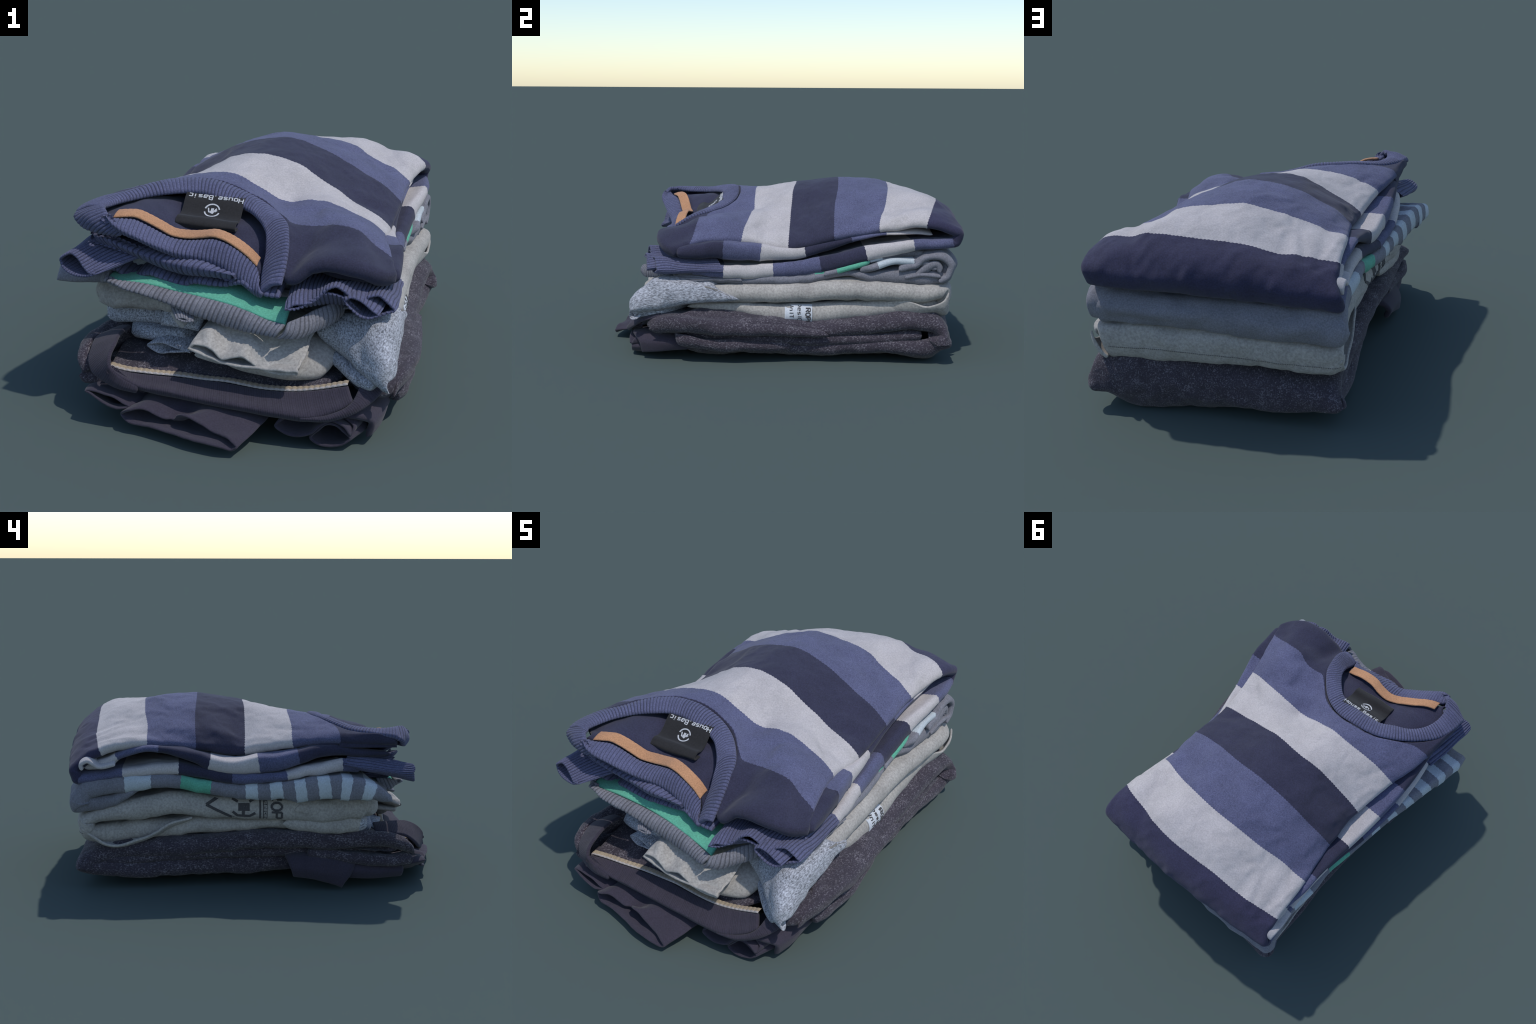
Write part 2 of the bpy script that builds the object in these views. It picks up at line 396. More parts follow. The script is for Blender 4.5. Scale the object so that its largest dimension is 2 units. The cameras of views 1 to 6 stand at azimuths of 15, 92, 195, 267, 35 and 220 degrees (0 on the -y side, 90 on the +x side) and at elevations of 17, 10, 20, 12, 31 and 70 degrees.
sheet("body", [
    [(-.590,-.812,.200), (-.575,-.800,.248), (-.552,-.765,.282), (-.50,-.665,.292), (-.40,-.50,.285), (-.2,-.38,.25), (.1,-.36,.24), (.42,-.40,.25), (.60,-.52,.255), (.66,-.64,.25), (.682,-.725,.232)],
    [(-.600,-.66,.240), (-.588,-.655,.275), (-.560,-.63,.298), (-.48,-.52,.302), (-.36,-.38,.295), (-.2,-.31,.28), (.1,-.30,.28), (.45,-.34,.285), (.63,-.50,.275), (.695,-.60,.243)],
    [(-.585,-.41,.265), (-.55,-.40,.292), (-.3,-.25,.31), (.1,-.2,.29), (.60,-.40,.285), (.695,-.44,.245)],
    [(-.560,-.165,.305), (0,-.1,.29), (.62,-.20,.262), (.70,-.21,.225)],
    [(-.530,.08,.292), (0,.1,.27), (.60,.10,.225), (.668,.1,.185)],
    [(-.515,.28,.272), (0,.3,.26), (.60,.41,.245), (.662,.41,.205)],
    [(-.503,.51,.248), (0,.55,.27), (.62,.70,.275), (.675,.72,.232)],
    [(-.488,.76,.222), (0,.80,.27), (.64,.84,.255), (.685,.85,.20)],
    [(-.515,.925,.162), (0,.905,.19), (.60,.895,.18), (.69,.895,.16)],
    [(-.520,.945,.100), (-.3,.918,.085), (0,.905,.09), (.4,.895,.105), (.685,.90,.100)],
    [(-.505,.87,.068), (0,.84,.035), (.64,.82,.065), (.675,.81,.08)],
    [(-.505,.55,.058), (0,.55,.012), (.62,.60,.055), (.657,.60,.07)],
    [(-.49,.29,.062), (0,.29,.006), (.60,.1,.042), (.642,.1,.06)],
    [(-.48,.02,.068), (0,.02,.006), (.60,-.18,.05), (.650,-.18,.068)],
    [(-.47,-.15,.07), (0,-.2,.01), (.60,-.40,.05), (.630,-.42,.072)],
    [(-.40,-.45,.07), (0,-.5,.015), (.50,-.60,.05), (.60,-.60,.07)],
], ['adark'], A, hrows=[[.05,.05]]*2 + [[.045,.045],[.045,.04],[.045,.042],[.045,.042],[.05,.04],[.045,.045],[.05,.055],[.045,.045],[.045,.045],[.045,.045],[.05,.04],[.055,.035],[.055,.03],[.04,.03]],
   seed=2, wr=((2.4,.006),(6,.004),(12,.0024),(22,.001)),
   folds=[Fold((.70,-.30,.2),(.62,.15,.25),.05,.012), Fold((.72,.45,.15),(.70,.85,.2),.03,-.018), Fold((.71,.0,.22),(.69,.2,.11),.03,.012),
          Fold((-.56,.45,.20),(-.56,.1,.26),.04,-.012), Fold((-.54,.88,.14),(-.53,.6,.17),.03,-.018), Fold((.1,.95,.18),(.5,.93,.12),.03,.008)])

# layer caught between the two halves: closes the fold where it gapes at the sides
sheet("inner_fold", [
    [(-.50,-.62,.16), (0,-.6,.14), (.62,-.55,.15)], [(-.50,-.2,.19), (0,-.2,.15), (.655,-.2,.14)],
    [(-.49,.25,.175), (0,.2,.15), (.645,.2,.125)], [(-.48,.78,.14), (0,.8,.15), (.63,.75,.155)]],
    ['adark'], A, h=.03, mode='mid', seed=4)

# left sleeve roll seen along the left edge, front part
sheet("sleeve_fold", [
    [(-.560,-.795,.165), (-.45,-.79,.15), (-.30,-.77,.12)],
    [(-.58,-.70,.150), (-.44,-.70,.14), (-.28,-.70,.11)],
    [(-.56,-.50,.165), (-.4,-.5,.15), (-.2,-.5,.12)], [(-.545,-.25,.19), (-.4,-.25,.16), (-.2,-.25,.13)]],
    ['adark'], A, h=.03, mode='mid', seed=5, wr=((3,.006),(8,.004)))

# rolled folds at the right front
sheet("sleeve_fold", [
    [(.54,-.725,.195), (.61,-.735,.20), (.668,-.69,.20)], [(.50,-.67,.215), (.61,-.67,.215), (.695,-.615,.205)],
    [(.45,-.55,.21), (.60,-.53,.215), (.715,-.50,.20)], [(.45,-.35,.2), (.60,-.33,.21), (.722,-.34,.195)], [(.45,-.1,.19), (.60,-.1,.2), (.705,-.08,.185)], [(.45,.2,.17), (.60,.2,.17), (.67,.25,.165)]],
    ['adark'], A, hrows=[.03,.045,.045,.045,.035,.02], mode='mid', seed=6, wr=((3,.008),(8,.005)), folds=[Fold((.7,-.6,.2),(.74,-.4,.2),.035,.012), Fold((.73,-.47,.2),(.70,-.33,.22),.025,.010)])
sheet("sleeve_fold", [
    [(.62,-.585,.165), (.645,-.57,.13), (.638,-.56,.10)], [(.655,-.52,.15), (.672,-.50,.125), (.645,-.49,.085)],
    [(.66,-.40,.13), (.676,-.40,.11), (.648,-.39,.08)], [(.63,-.22,.12), (.672,-.22,.10), (.645,-.22,.07)], [(.58,.05,.11), (.62,.05,.09), (.60,.05,.07)]],
    ['adark'], A, h=.018, mode='mid', seed=7, ds=.006, wr=((5,.006),))

# inside of the body, seen through the neck opening
up = lambda r, dy, dz: [(x, y + dy, z + dz) for x, y, z in r]
tape_a = [(-.415,-.825,.232), (-.363,-.785,.202), (-.281,-.772,.195), (-.186,-.757,.190), (-.096,-.748,.186), (0,-.748,.185), (.10,-.755,.181), (.164,-.760,.179), (.247,-.770,.184), (.378,-.775,.205), (.50,-.775,.238)]
sheet("inside_back", [
    up(tape_a[:-1], .012, -.004),
    [(-.46,-.62,.232), (-.2,-.60,.222), (.1,-.60,.215), (.46,-.64,.225)], [(-.46,-.3,.25), (0,-.3,.24), (.5,-.3,.25)]],
    ['adark'], A, h=.012, seed=8, wr=((3,.006),(7,.005)))

lip_a = [(-.395,-.874,.248), (-.365,-.868,.222), (-.320,-.860,.192), (-.279,-.856,.176), (-.188,-.855,.168), (-.084,-.859,.159), (.004,-.858,.151), (.10,-.864,.146), (.20,-.868,.141), (.29,-.876,.140), (.377,-.872,.138), (.431,-.855,.148), (.488,-.842,.172), (.530,-.822,.196)]
def mid_row(a, b, k, up=0.0, n=11):
    """A row between two rows."""
    pa, pb = (hermite(chord(np.array(r)) / chord(np.array(r))[-1], np.array(r), np.linspace(0, 1, n)) for r in (a, b))
    q = pa + (pb - pa) * k; q[:, 2] += up
    return [tuple(x) for x in q]
sheet("neckband", [tape_a, mid_row(tape_a, lip_a, .5, -.002), lip_a, up(mid_row(lip_a, lip_a, 0), .012, -.022), up(mid_row(lip_a, lip_a, 0), .05, -.035)], ['arib'], A, h=.011, ds=.0022, dv=.01, wr=((3,.003),),
      rib=('s', .0085, .0009, 0, 'arib_groove'), seed=9)
sheet("neck_tape", [up(tape_a, .028, .010), up(tape_a, .010, .009), up(tape_a, -.003, .005)], ['cream', 'cream_edge'], A, h=.005, ds=.003, dv=.005,
      stripes=[1.45], rib=('s', .022, .0030, 0, None), wr=((4,.002),), seed=10)
# the neckband climbs over the left shoulder, and over the right one under the sleeve above
sheet("neckband", [
    [(-.500,-.60,.298), (-.530,-.70,.292), (-.522,-.755,.280), (-.512,-.815,.236), (-.487,-.838,.204), (-.447,-.852,.185), (-.38,-.862,.158), (-.30,-.852,.140)],
    [(-.455,-.60,.318), (-.470,-.70,.318), (-.465,-.775,.303), (-.458,-.835,.258), (-.440,-.858,.226), (-.408,-.870,.205), (-.355,-.872,.178), (-.29,-.862,.158)],
    [(-.415,-.60,.322), (-.415,-.70,.330), (-.403,-.790,.325), (-.405,-.860,.282), (-.398,-.875,.258), (-.380,-.874,.236), (-.340,-.868,.205), (-.285,-.858,.178)]],
    ['arib'], A, h=.009, ds=.0022, dv=.008, wr=((3,.002),), rib=('s', .0085, .0009, 0, 'arib_groove'), seed=11)
sheet("neckband", [
    [(.34,-.865,.110), (.45,-.860,.120), (.545,-.840,.155), (.628,-.765,.222), (.645,-.66,.258)],
    [(.34,-.878,.128), (.45,-.872,.142), (.535,-.845,.182), (.585,-.762,.242), (.59,-.65,.27)],
    [(.34,-.872,.138), (.435,-.857,.150), (.515,-.832,.190), (.545,-.755,.245), (.54,-.65,.27)]],
    ['arib'], A, h=.009, ds=.0022, dv=.008, wr=((3,.002),), rib=('s', .0085, .0009, 0, 'arib_groove'), seed=12)

# cuffs lying on the ground in front
tube("cuff", [
    [(-.356,-.876,.064), (-.31,-.906,.102), (-.276,-.902,.115), (-.24,-.896,.108), (-.202,-.894,.090), (-.163,-.892,.077), (-.14,-.880,.074), (-.113,-.904,.104), (-.082,-.922,.121), (-.05,-.928,.114),
     (-.007,-.942,.100), (.031,-.949,.082), (.075,-.963,.078), (.115,-.984,.072), (.142,-.993,.046), (.12,-.990,.028), (.081,-.997,.036), (.018,-.990,.040), (-.041,-.978,.042), (-.12,-.950,.040), (-.2,-.925,.044), (-.264,-.908,.040), (-.317,-.902,.046)],
    ring((-.335,-.815,.075), (.165,-.930,.060), [.026,.046,.046,.030,.014,.010,.036,.048,.040,.030,.022,.012], [-.020,-.026,-.03,-.034,-.034,-.03,-.02]),
    ring((-.305,-.74,.095), (.195,-.850,.080), [.020,.032,.032,.028,.024,.026,.032,.032,.028,.022,.014], [-.030,-.040,-.045,-.045,-.045,-.045,-.03]),
    ring((-.25,-.60,.10), (.22,-.66,.08), [.02,.03,.03,.03,.02], [-.03,-.05,-.03])], ['arib'], A, wall=.010, seed=14, dth=.005, wr=((5,.003),(12,.0018)))
tube("cuff", [
    ring((-.508,-.862,.138), (-.32,-.872,.095), [.022,.030,.026,.012], [-.018,-.026,-.020,-.008], -.012),
    ring((-.52,-.80,.13), (-.28,-.80,.095), [.025,.03,.025,.01], [-.035,-.045,-.03]), ring((-.48,-.62,.12), (-.25,-.62,.09), [.02,.02,.01], [-.03,-.05,-.03])],
    ['arib'], A, wall=.009, seed=15)
# right cuff: a wavy mouth, with a second hollow under its hump
tube("cuff", [
    [(.243,-.846,.076), (.27,-.832,.104), (.33,-.820,.120), (.42,-.806,.130), (.50,-.804,.124), (.540,-.818,.094), (.525,-.834,.066), (.500,-.842,.098), (.456,-.842,.114), (.42,-.844,.094), (.38,-.850,.060), (.33,-.850,.042), (.28,-.850,.050)],
    [(.255,-.79,.085), (.28,-.78,.115), (.34,-.775,.125), (.42,-.765,.132), (.51,-.765,.13), (.555,-.77,.10), (.545,-.775,.075), (.51,-.78,.09), (.46,-.785,.10), (.42,-.785,.085), (.38,-.79,.062), (.33,-.79,.050), (.28,-.79,.058)],
    ring((.27,-.68,.09), (.57,-.68,.09), [.03,.04,.04,.03], [-.02,-.03,-.02])], ['arib'], A, wall=.010, seed=16, dth=.005, wr=((6,.002),))
tube("cuff", [
    ring((.375,-.838,.040), (.530,-.832,.050), [.036,.062,.060,.036], [-.026,-.034,-.036,-.028]),
    ring((.36,-.77,.05), (.56,-.77,.06), [.03,.045,.045,.03], [-.035,-.042,-.042,-.035]), ring((.33,-.66,.06), (.58,-.66,.07), [.03,.04,.03], [-.04,-.045,-.04])], ['arib'], A, wall=.010, seed=36, dth=.005, wr=((6,.003),))
sheet("cuff", [
    [(.43,-.815,.145), (.55,-.820,.140), (.600,-.785,.100), (.588,-.770,.030)],
    [(.44,-.75,.148), (.57,-.75,.146), (.624,-.715,.105), (.610,-.69,.040)],
    [(.45,-.60,.135), (.60,-.60,.135), (.630,-.58,.10), (.615,-.57,.052)],
    [(.46,-.50,.12), (.60,-.48,.115), (.632,-.47,.09), (.62,-.46,.062)]], ['arib'], A, h=.014, ds=.004, rib=('s', .010, .0009, 0, 'arib_groove'), seed=17)
# left cuff, folded over a second one
sheet("cuff", [
    [(-.40,-.13,.175), (-.535,-.145,.165), (-.565,-.160,.12), (-.545,-.175,.062)],
    [(-.40,-.28,.18), (-.545,-.30,.17), (-.575,-.30,.11), (-.555,-.30,.045)],
    [(-.40,-.40,.17), (-.545,-.42,.155), (-.580,-.40,.09), (-.570,-.395,.022)],
    [(-.40,-.50,.16), (-.53,-.505,.145), (-.575,-.475,.085), (-.575,-.425,.012)]], ['arib'], A, h=.016, ds=.005, seed=18, wr=((4,.004),))
sheet("cuff", [
    [(-.38,-.40,.14), (-.52,-.40,.14), (-.555,-.40,.10), (-.53,-.40,.05)],
    [(-.38,-.60,.14), (-.52,-.60,.138), (-.555,-.60,.095), (-.53,-.60,.045)],
    [(-.38,-.745,.135), (-.51,-.75,.132), (-.545,-.75,.095), (-.52,-.745,.05)]], ['arib'], A, h=.014, ds=.005, seed=19, wr=((4,.003),))

# =====================================================================
#  2. LIGHT GREY SWEATSHIRT
# =====================================================================
B = thing("grey_sweatshirt", "folded light grey sweatshirt with darker heather sleeves and dark print", "sweatshirt", (0.05, 0, .27))
B_body = sheet("body", [
    [(-.53,-.60,.45), (-.3,-.55,.46), (0,-.5,.44), (.4,-.5,.43), (.60,-.55,.42)],
    [(-.59,-.54,.482), (-.3,-.45,.49), (0,-.4,.46), (.45,-.4,.43), (.625,-.45,.42)],
    [(-.590,-.40,.478), (0,-.3,.47), (.5,-.28,.435), (.64,-.3,.415)],
    [(-.545,-.147,.475), (0,-.1,.46), (.5,-.05,.435), (.632,-.05,.415)],
    [(-.518,.07,.478), (0,.1,.46), (.5,.15,.44), (.632,.15,.415)],
    [(-.505,.24,.490), (0,.3,.46), (.5,.36,.455), (.637,.36,.43)],
    [(-.495,.46,.51), (0,.5,.47), (.5,.52,.455), (.645,.52,.425)],
    [(-.495,.63,.475), (0,.68,.46), (.5,.68,.45), (.652,.68,.425)],
    [(-.515,.84,.41), (0,.86,.45), (.5,.86,.44), (.645,.85,.418)],
    [(-.525,.910,.38), (-.2,.928,.40), (.2,.925,.41), (.45,.91,.42), (.61,.895,.40)],
    [(-.525,.918,.335), (-.2,.928,.335), (.2,.925,.345), (.45,.912,.345), (.60,.895,.345)],
    [(-.515,.898,.275), (-.2,.905,.28), (.2,.898,.285), (.45,.885,.275), (.585,.868,.265)],
    [(-.455,.76,.224), (0,.80,.26), (.5,.76,.255), (.612,.74,.275)],
    [(-.450,.60,.245), (0,.6,.25), (.5,.50,.235), (.602,.46,.235)],
    [(-.468,.28,.275), (0,.3,.25), (.5,.20,.205), (.610,.18,.207)],
    [(-.480,.05,.298), (0,.05,.26), (.5,-.06,.205), (.615,-.08,.213)],
    [(-.49,-.165,.308), (0,-.2,.27), (.5,-.22,.245), (.61,-.26,.258)],
    [(-.50,-.29,.292), (0,-.35,.28), (.4,-.45,.27), (.59,-.52,.278)],
], ['bgrey'], B, hrows=[[.055,.045]]*2 + [[.060,.05]]*6 + [[.035,.04],[.035,.04],[.04,.04],[.04,.045],[.055,.05],[.05,.05],[.045,.055],[.035,.055],[.03,.035],[.02,.02]],
   seed=22, wr=((2.4,.006),(6,.004),(12,.0022),(22,.0009)),
   folds=[Fold((-.58,.25,.44),(-.58,-.1,.40),.04,-.014), Fold((-.56,-.30,.41),(-.57,-.13,.40),.03,-.015), Fold((.63,.72,.40),(.62,.86,.38),.035,-.02), Fold((.65,-.1,.38),(.66,.08,.34),.04,-.012), Fold((.52,.94,.40),(.1,.97,.37),.03,.008), Fold((-.5,.93,.30),(0,.97,.29),.03,-.006)])

# stitched hem along the back
def run(points, n):
    p = np.array(points, float); t = chord(p); return hermite(t, p, np.linspace(0, t[-1], n))
hem = run([(-.51,.92,.300), (-.25,.94,.312), (0,.94,.328), (.25,.93,.337), (.55,.90,.330)], 110)
bv = surface_of(B_body)
vs, fs = [], []
for i in range(0, 109):
    a, b = Vector(hem[i]), Vector(hem[i + 1]); d = (b - a)
    pa, pb = a + d * .12, a + d * .72
    q = []
    for p, dz in ((pa, -.0022), (pb, -.0022), (pb, .0022), (pa, .0022)):
        hit = bv.ray_cast(Vector((p.x, 1.3, p.z + dz)), Vector((0, -1, 0)))[0]
        q.append(hit if hit else p)
    k = len(vs)
    vs += [(v.x, v.y + .0022, v.z) for v in q] + [(v.x, v.y - .003, v.z) for v in q]
    fs += [(k+3,k+2,k+1,k), (k,k+1,k+5,k+4), (k+1,k+2,k+6,k+5), (k+2,k+3,k+7,k+6), (k+3,k,k+4,k+7)]
o = add_mesh("stitching", vs, fs, ['thread'], None, B, smooth=False); o["kind"] = "stuff"

# hem flap that stands off at the right back corner
sheet("hem_flap", [
    [(.56,.895,.275), (.595,.895,.305), (.618,.890,.345), (.632,.885,.395)], [(.57,.880,.262), (.605,.875,.282), (.630,.87,.315), (.642,.862,.355)],
    [(.57,.83,.262), (.605,.82,.280), (.632,.81,.305), (.640,.79,.322)], [(.56,.72,.25), (.595,.70,.270), (.615,.68,.305), (.618,.66,.345)], [(.54,.60,.24), (.572,.58,.265), (.585,.56,.300), (.58,.54,.33)]],
    ['bgrey'], B, h=.006, mode='mid', ds=.006, seed=24, wr=((6,.004),))
# hem flap sagging at the left back corner
sheet("hem_flap", [
    [(-.40,.90,.325), (-.49,.905,.322), (-.520,.905,.338)], [(-.40,.85,.28), (-.485,.85,.272), (-.514,.85,.288)], [(-.40,.785,.245), (-.478,.785,.226), (-.506,.785,.240)], [(-.40,.70,.245), (-.472,.70,.222), (-.500,.70,.236)],
    [(-.40,.61,.26), (-.470,.61,.248), (-.497,.61,.264)], [(-.40,.51,.30), (-.468,.51,.292), (-.495,.51,.310)], [(-.40,.43,.33), (-.465,.43,.330), (-.490,.43,.352)], [(-.38,.34,.36), (-.44,.34,.362), (-.462,.34,.372)]],
    ['bgrey'], B, h=.007, mode='mid', ds=.005, seed=25, wr=((5,.005),), folds=[Fold((-.6,.74,.25),(-.6,.5,.30),.018,.010)])

def on_cloth(bvh, rows, d, lift):
    """Drop rows of points on to a cloth; rows that miss it are left out."""
    out = []
    for r in rows:
        q = []
        if any(bvh.ray_cast(Vector(p), Vector(d))[0] is None for p in r): continue
        for p in r:
            hit = bvh.ray_cast(Vector(p), Vector(d))[0]
            p2 = np.array(hit) if hit is not None else np.array(p, float)
            q.append(tuple(p2 - np.array(d, float) * lift))
        out.append(q)
    return out

# big heather sleeve hanging over the right front corner
sleeve = sheet("sleeve", [
    [(.345,-.615,.345), (.41,-.655,.315), (.48,-.70,.285), (.56,-.775,.262), (.62,-.832,.268), (.652,-.835,.280), (.668,-.800,.272)],
    [(.335,-.605,.385), (.42,-.65,.39), (.51,-.715,.375), (.60,-.795,.355), (.645,-.815,.345), (.672,-.775,.320), (.675,-.735,.275)],
    [(.33,-.565,.415), (.45,-.62,.435), (.56,-.69,.440), (.635,-.73,.425), (.668,-.70,.37), (.672,-.655,.285)],
    [(.33,-.45,.430), (.48,-.50,.450), (.60,-.56,.455), (.645,-.575,.43), (.662,-.54,.36), (.655,-.50,.31)],
    [(.33,-.33,.43), (.48,-.35,.445), (.60,-.40,.445), (.645,-.40,.42), (.655,-.36,.375), (.65,-.30,.325)],
    [(.33,-.25,.43), (.48,-.30,.435), (.60,-.345,.425), (.648,-.285,.380), (.650,-.225,.342)]],
    ['heather'], B, h=.040, hrows=[.035,.045,.045,.05,.045,.04], ds=.007, seed=26, wr=((3,.006),(8,.005)),
    folds=[Fold((.36,-.62,.37),(.60,-.83,.27),.03,.012), Fold((.55,-.72,.33),(.66,-.80,.30),.02,-.012), Fold((.52,-.66,.39),(.60,-.80,.33),.04,-.012), Fold((.56,-.80,.29),(.64,-.82,.32),.03,.006)])
sheet("sleeve", [
    [(.385,-.62,.285), (.45,-.69,.262), (.53,-.765,.240), (.585,-.805,.245)], [(.40,-.58,.29), (.48,-.66,.27), (.56,-.74,.255), (.61,-.775,.255)], [(.42,-.5,.29), (.5,-.55,.28), (.62,-.65,.27)]],
    ['heather'], B, h=.026, mode='mid', ds=.007, seed=27, wr=((5,.006),))
# jersey side of the same sleeve, next to the seam
bs = surface_of(sleeve)
seam_line = run([(1,-.42,.415), (1,-.37,.400), (1,-.31,.378), (1,-.262,.355)], 30)
sheet("seam", on_cloth(bs, [[tuple(q), tuple(q + np.array([0, .010, .004]))] for q in seam_line], (-1, 0, 0), .001), ['thread'], B, h=.0022, mode='mid', ds=.003, dv=.003, rib=('v', .009, .0012, 0, None), wr=())

# cuffs
tube("cuff", [
    ring((-.108,-.805,.332), (.320,-.824,.286), [.026,.030,.014,-.012,.004,.018,.006,-.010,-.018,-.016,-.010], [-.012,-.020,-.030,-.034,-.028,-.016]),
    ring((-.095,-.755,.350), (.335,-.74,.330), [.038,.044,.030,.012,.020,.030,.026,.016,.008,.006,.004], [-.03,-.05,-.06,-.06,-.05,-.03]),
    ring((-.08,-.68,.375), (.345,-.65,.37), [.04,.05,.045,.045,.03,.02], [-.04,-.07,-.07,-.04]),
    ring((-.05,-.50,.40), (.33,-.50,.40), [.04,.045,.045,.03], [-.05,-.07,-.05])], ['bgrey'], B, wall=.011, seed=28, dth=.007)
sheet("cuff", [
    [(.02,-.755,.262), (.15,-.76,.240), (.28,-.735,.215), (.375,-.685,.208)], [(.05,-.70,.29), (.2,-.70,.28), (.33,-.685,.262), (.425,-.645,.26)],
    [(.08,-.6,.32), (.2,-.6,.32), (.35,-.6,.31), (.435,-.58,.30)], [(.1,-.45,.34), (.2,-.45,.34), (.4,-.45,.34)]],
    ['bgrey'], B, h=.036, mode='mid', ds=.007, seed=29, wr=((4,.007),))
sheet("cuff_roll", [
    [(-.085,-.785,.30), (-.03,-.80,.295), (.03,-.795,.285)], [(-.08,-.75,.305), (-.02,-.76,.30), (.05,-.75,.29)], [(-.05,-.6,.32), (0,-.6,.32), (.06,-.6,.31)]],
    ['bgrey'], B, h=.012, mode='mid', ds=.006, seed=30)

# bulging fold of the left sleeve, with dark heather below and two loops
sheet("sleeve", [
    [(-.556,-.580,.400), (-.49,-.612,.402), (-.39,-.615,.410), (-.30,-.625,.418), (-.22,-.645,.425)],
    [(-.570,-.50,.425), (-.48,-.53,.44), (-.38,-.52,.445), (-.28,-.50,.44), (-.2,-.50,.44)],
    [(-.58,-.35,.425), (-.4,-.4,.44), (-.2,-.4,.44)], [(-.56,-.18,.42), (-.4,-.2,.43), (-.2,-.2,.44)]],
    ['bgrey'], B, hrows=[.038,.05,.05,.04], mode='mid', ds=.006, seed=31, wr=((3,.006),(7,.006),(13,.003)),
    folds=[Fold((-.52,-.66,.42),(-.40,-.70,.42),.022,-.016), Fold((-.56,-.63,.38),(-.36,-.70,.425),.02,-.010)])
sheet("sleeve", [
    [(-.535,-.555,.335), (-.46,-.565,.33), (-.36,-.560,.33), (-.26,-.575,.34)],
    [(-.57,-.46,.345), (-.45,-.50,.355), (-.3,-.50,.36), (-.22,-.50,.37)], [(-.562,-.32,.335), (-.4,-.38,.35), (-.2,-.4,.36)], [(-.515,-.12,.34), (-.4,-.2,.35), (-.2,-.2,.36)]],
    ['heather', 'bgrey'], B, hrows=[.035,.048,.045,.035], mode='mid', ds=.007, stripes=[.42], seed=32, wr=((3,.006),(8,.006)))
sheet("sleeve", [
    [(-.42,-.585,.285), (-.36,-.605,.278), (-.28,-.615,.29), (-.18,-.62,.31)], [(-.44,-.52,.29), (-.3,-.55,.29), (-.15,-.58,.31)], [(-.44,-.35,.29), (-.3,-.4,.29), (-.12,-.4,.31)]],
    ['heather'], B, h=.028, mode='mid', ds=.006, seed=33, wr=((6,.006),))
tube("cuff", [
    ring((-.330,-.640,.258), (-.13,-.69,.268), [.018,.022,.012,.006], [-.010,-.020,-.026]),
    ring((-.31,-.60,.27), (-.1,-.62,.28), [.022,.028,.02,.01], [-.02,-.028,-.02]), ring((-.28,-.45,.28), (-.05,-.48,.29), [.02,.02,.02], [-.02,-.02,-.02])], ['heather'], B, wall=.008, seed=34)

sheet("sleeve", [
    [(-.27,-.635,.345), (-.19,-.650,.350), (-.10,-.675,.350)], [(-.27,-.60,.395), (-.18,-.620,.400), (-.09,-.64,.405)], [(-.26,-.5,.43), (-.08,-.5,.43)]],
    ['heather'], B, h=.020, mode='mid', ds=.006, seed=37, wr=((6,.006),(12,.003)))
# woven label on the lower half, right side, with its writing
lab = sheet("woven_label", on_cloth(bv, [[(1, y, z) for z in (.312, .29, .265, .24, .217)] for y in (.012, .05, .085, .12, .160)], (-1, 0, 0), .006),
            ['label_white'], B, h=.003, mode='out', ds=.006, wr=((3,.001),))
bl = surface_of(lab)
for txt, sz, off, wt in (("CROPP", .028, .115, .0055), ("Desicn", .024, .072, .0034), ("UniT", .024, .028, .0034)):
    txt2 = {"Desicn": "DesIGn"}.get(txt, txt).replace("UniT", "UnIT")
    q, w = letters(txt2, sz * .62, wt)
    lay_on("writing", bl, q, (.80, .010 + off, .318), (0, 0, -1), (0, 1, 0), (-1, 0, 0), 'print_dark', lab, lift=.001)


# dark print on the left side: shield outline, emblem, bars and letters, running towards the front
K = .00083                                         # metres per unit of the drawing
def px(*pts): return [((x - 910) * K, (725 - y) * K) for x, y in pts]
def stroke(x0, y0, x1, y1, w): (a, b), (c, d) = px((x0, y0), (x1, y1)); return bar(a, b, c, d, w * K)
art = []
for seg in ((916,725,1000,676,17), (916,725,1110,826,17)): art += stroke(*seg)
art += stroke(1112,740,1182,740,46) + stroke(1143,760,1143,800,18)
for seg in ((1078,768,1110,797,16), (1106,794,1185,797,16), (1182,797,1216,776,16), (1074,690,1110,708,14), (1180,708,1215,690,14)): art += stroke(*seg)
art += stroke(1246,684,1246,830,10) + stroke(1277,684,1277,830,26)
ORG, DIRX = (-.90, .272, .446), (1, 0, 0)
UX, UY = (0, -1, 0), (0, 0, 1)
lay_on("print", bv, art, ORG, UX, UY, DIRX, 'print_dark', B, lift=.0015)
def place(q, X, Y):                                # letters that read downwards
    (ox, oy), = px((X, Y)); return [[(ox + y, oy - x) for x, y in p] for p in q]
q, w = letters("CROP", .037, .0105, gap=.30)
lay_on("print", bv, place(q, 1316, 596), ORG, UX, UY, DIRX, 'print_dark', B, lift=.0015)
q, w = letters("seeoeu", .014, .003, gap=.25)
lay_on("print", bv, place(q, 1270, 704), ORG, UX, UY, DIRX, 'bgrey', B, lift=.004)

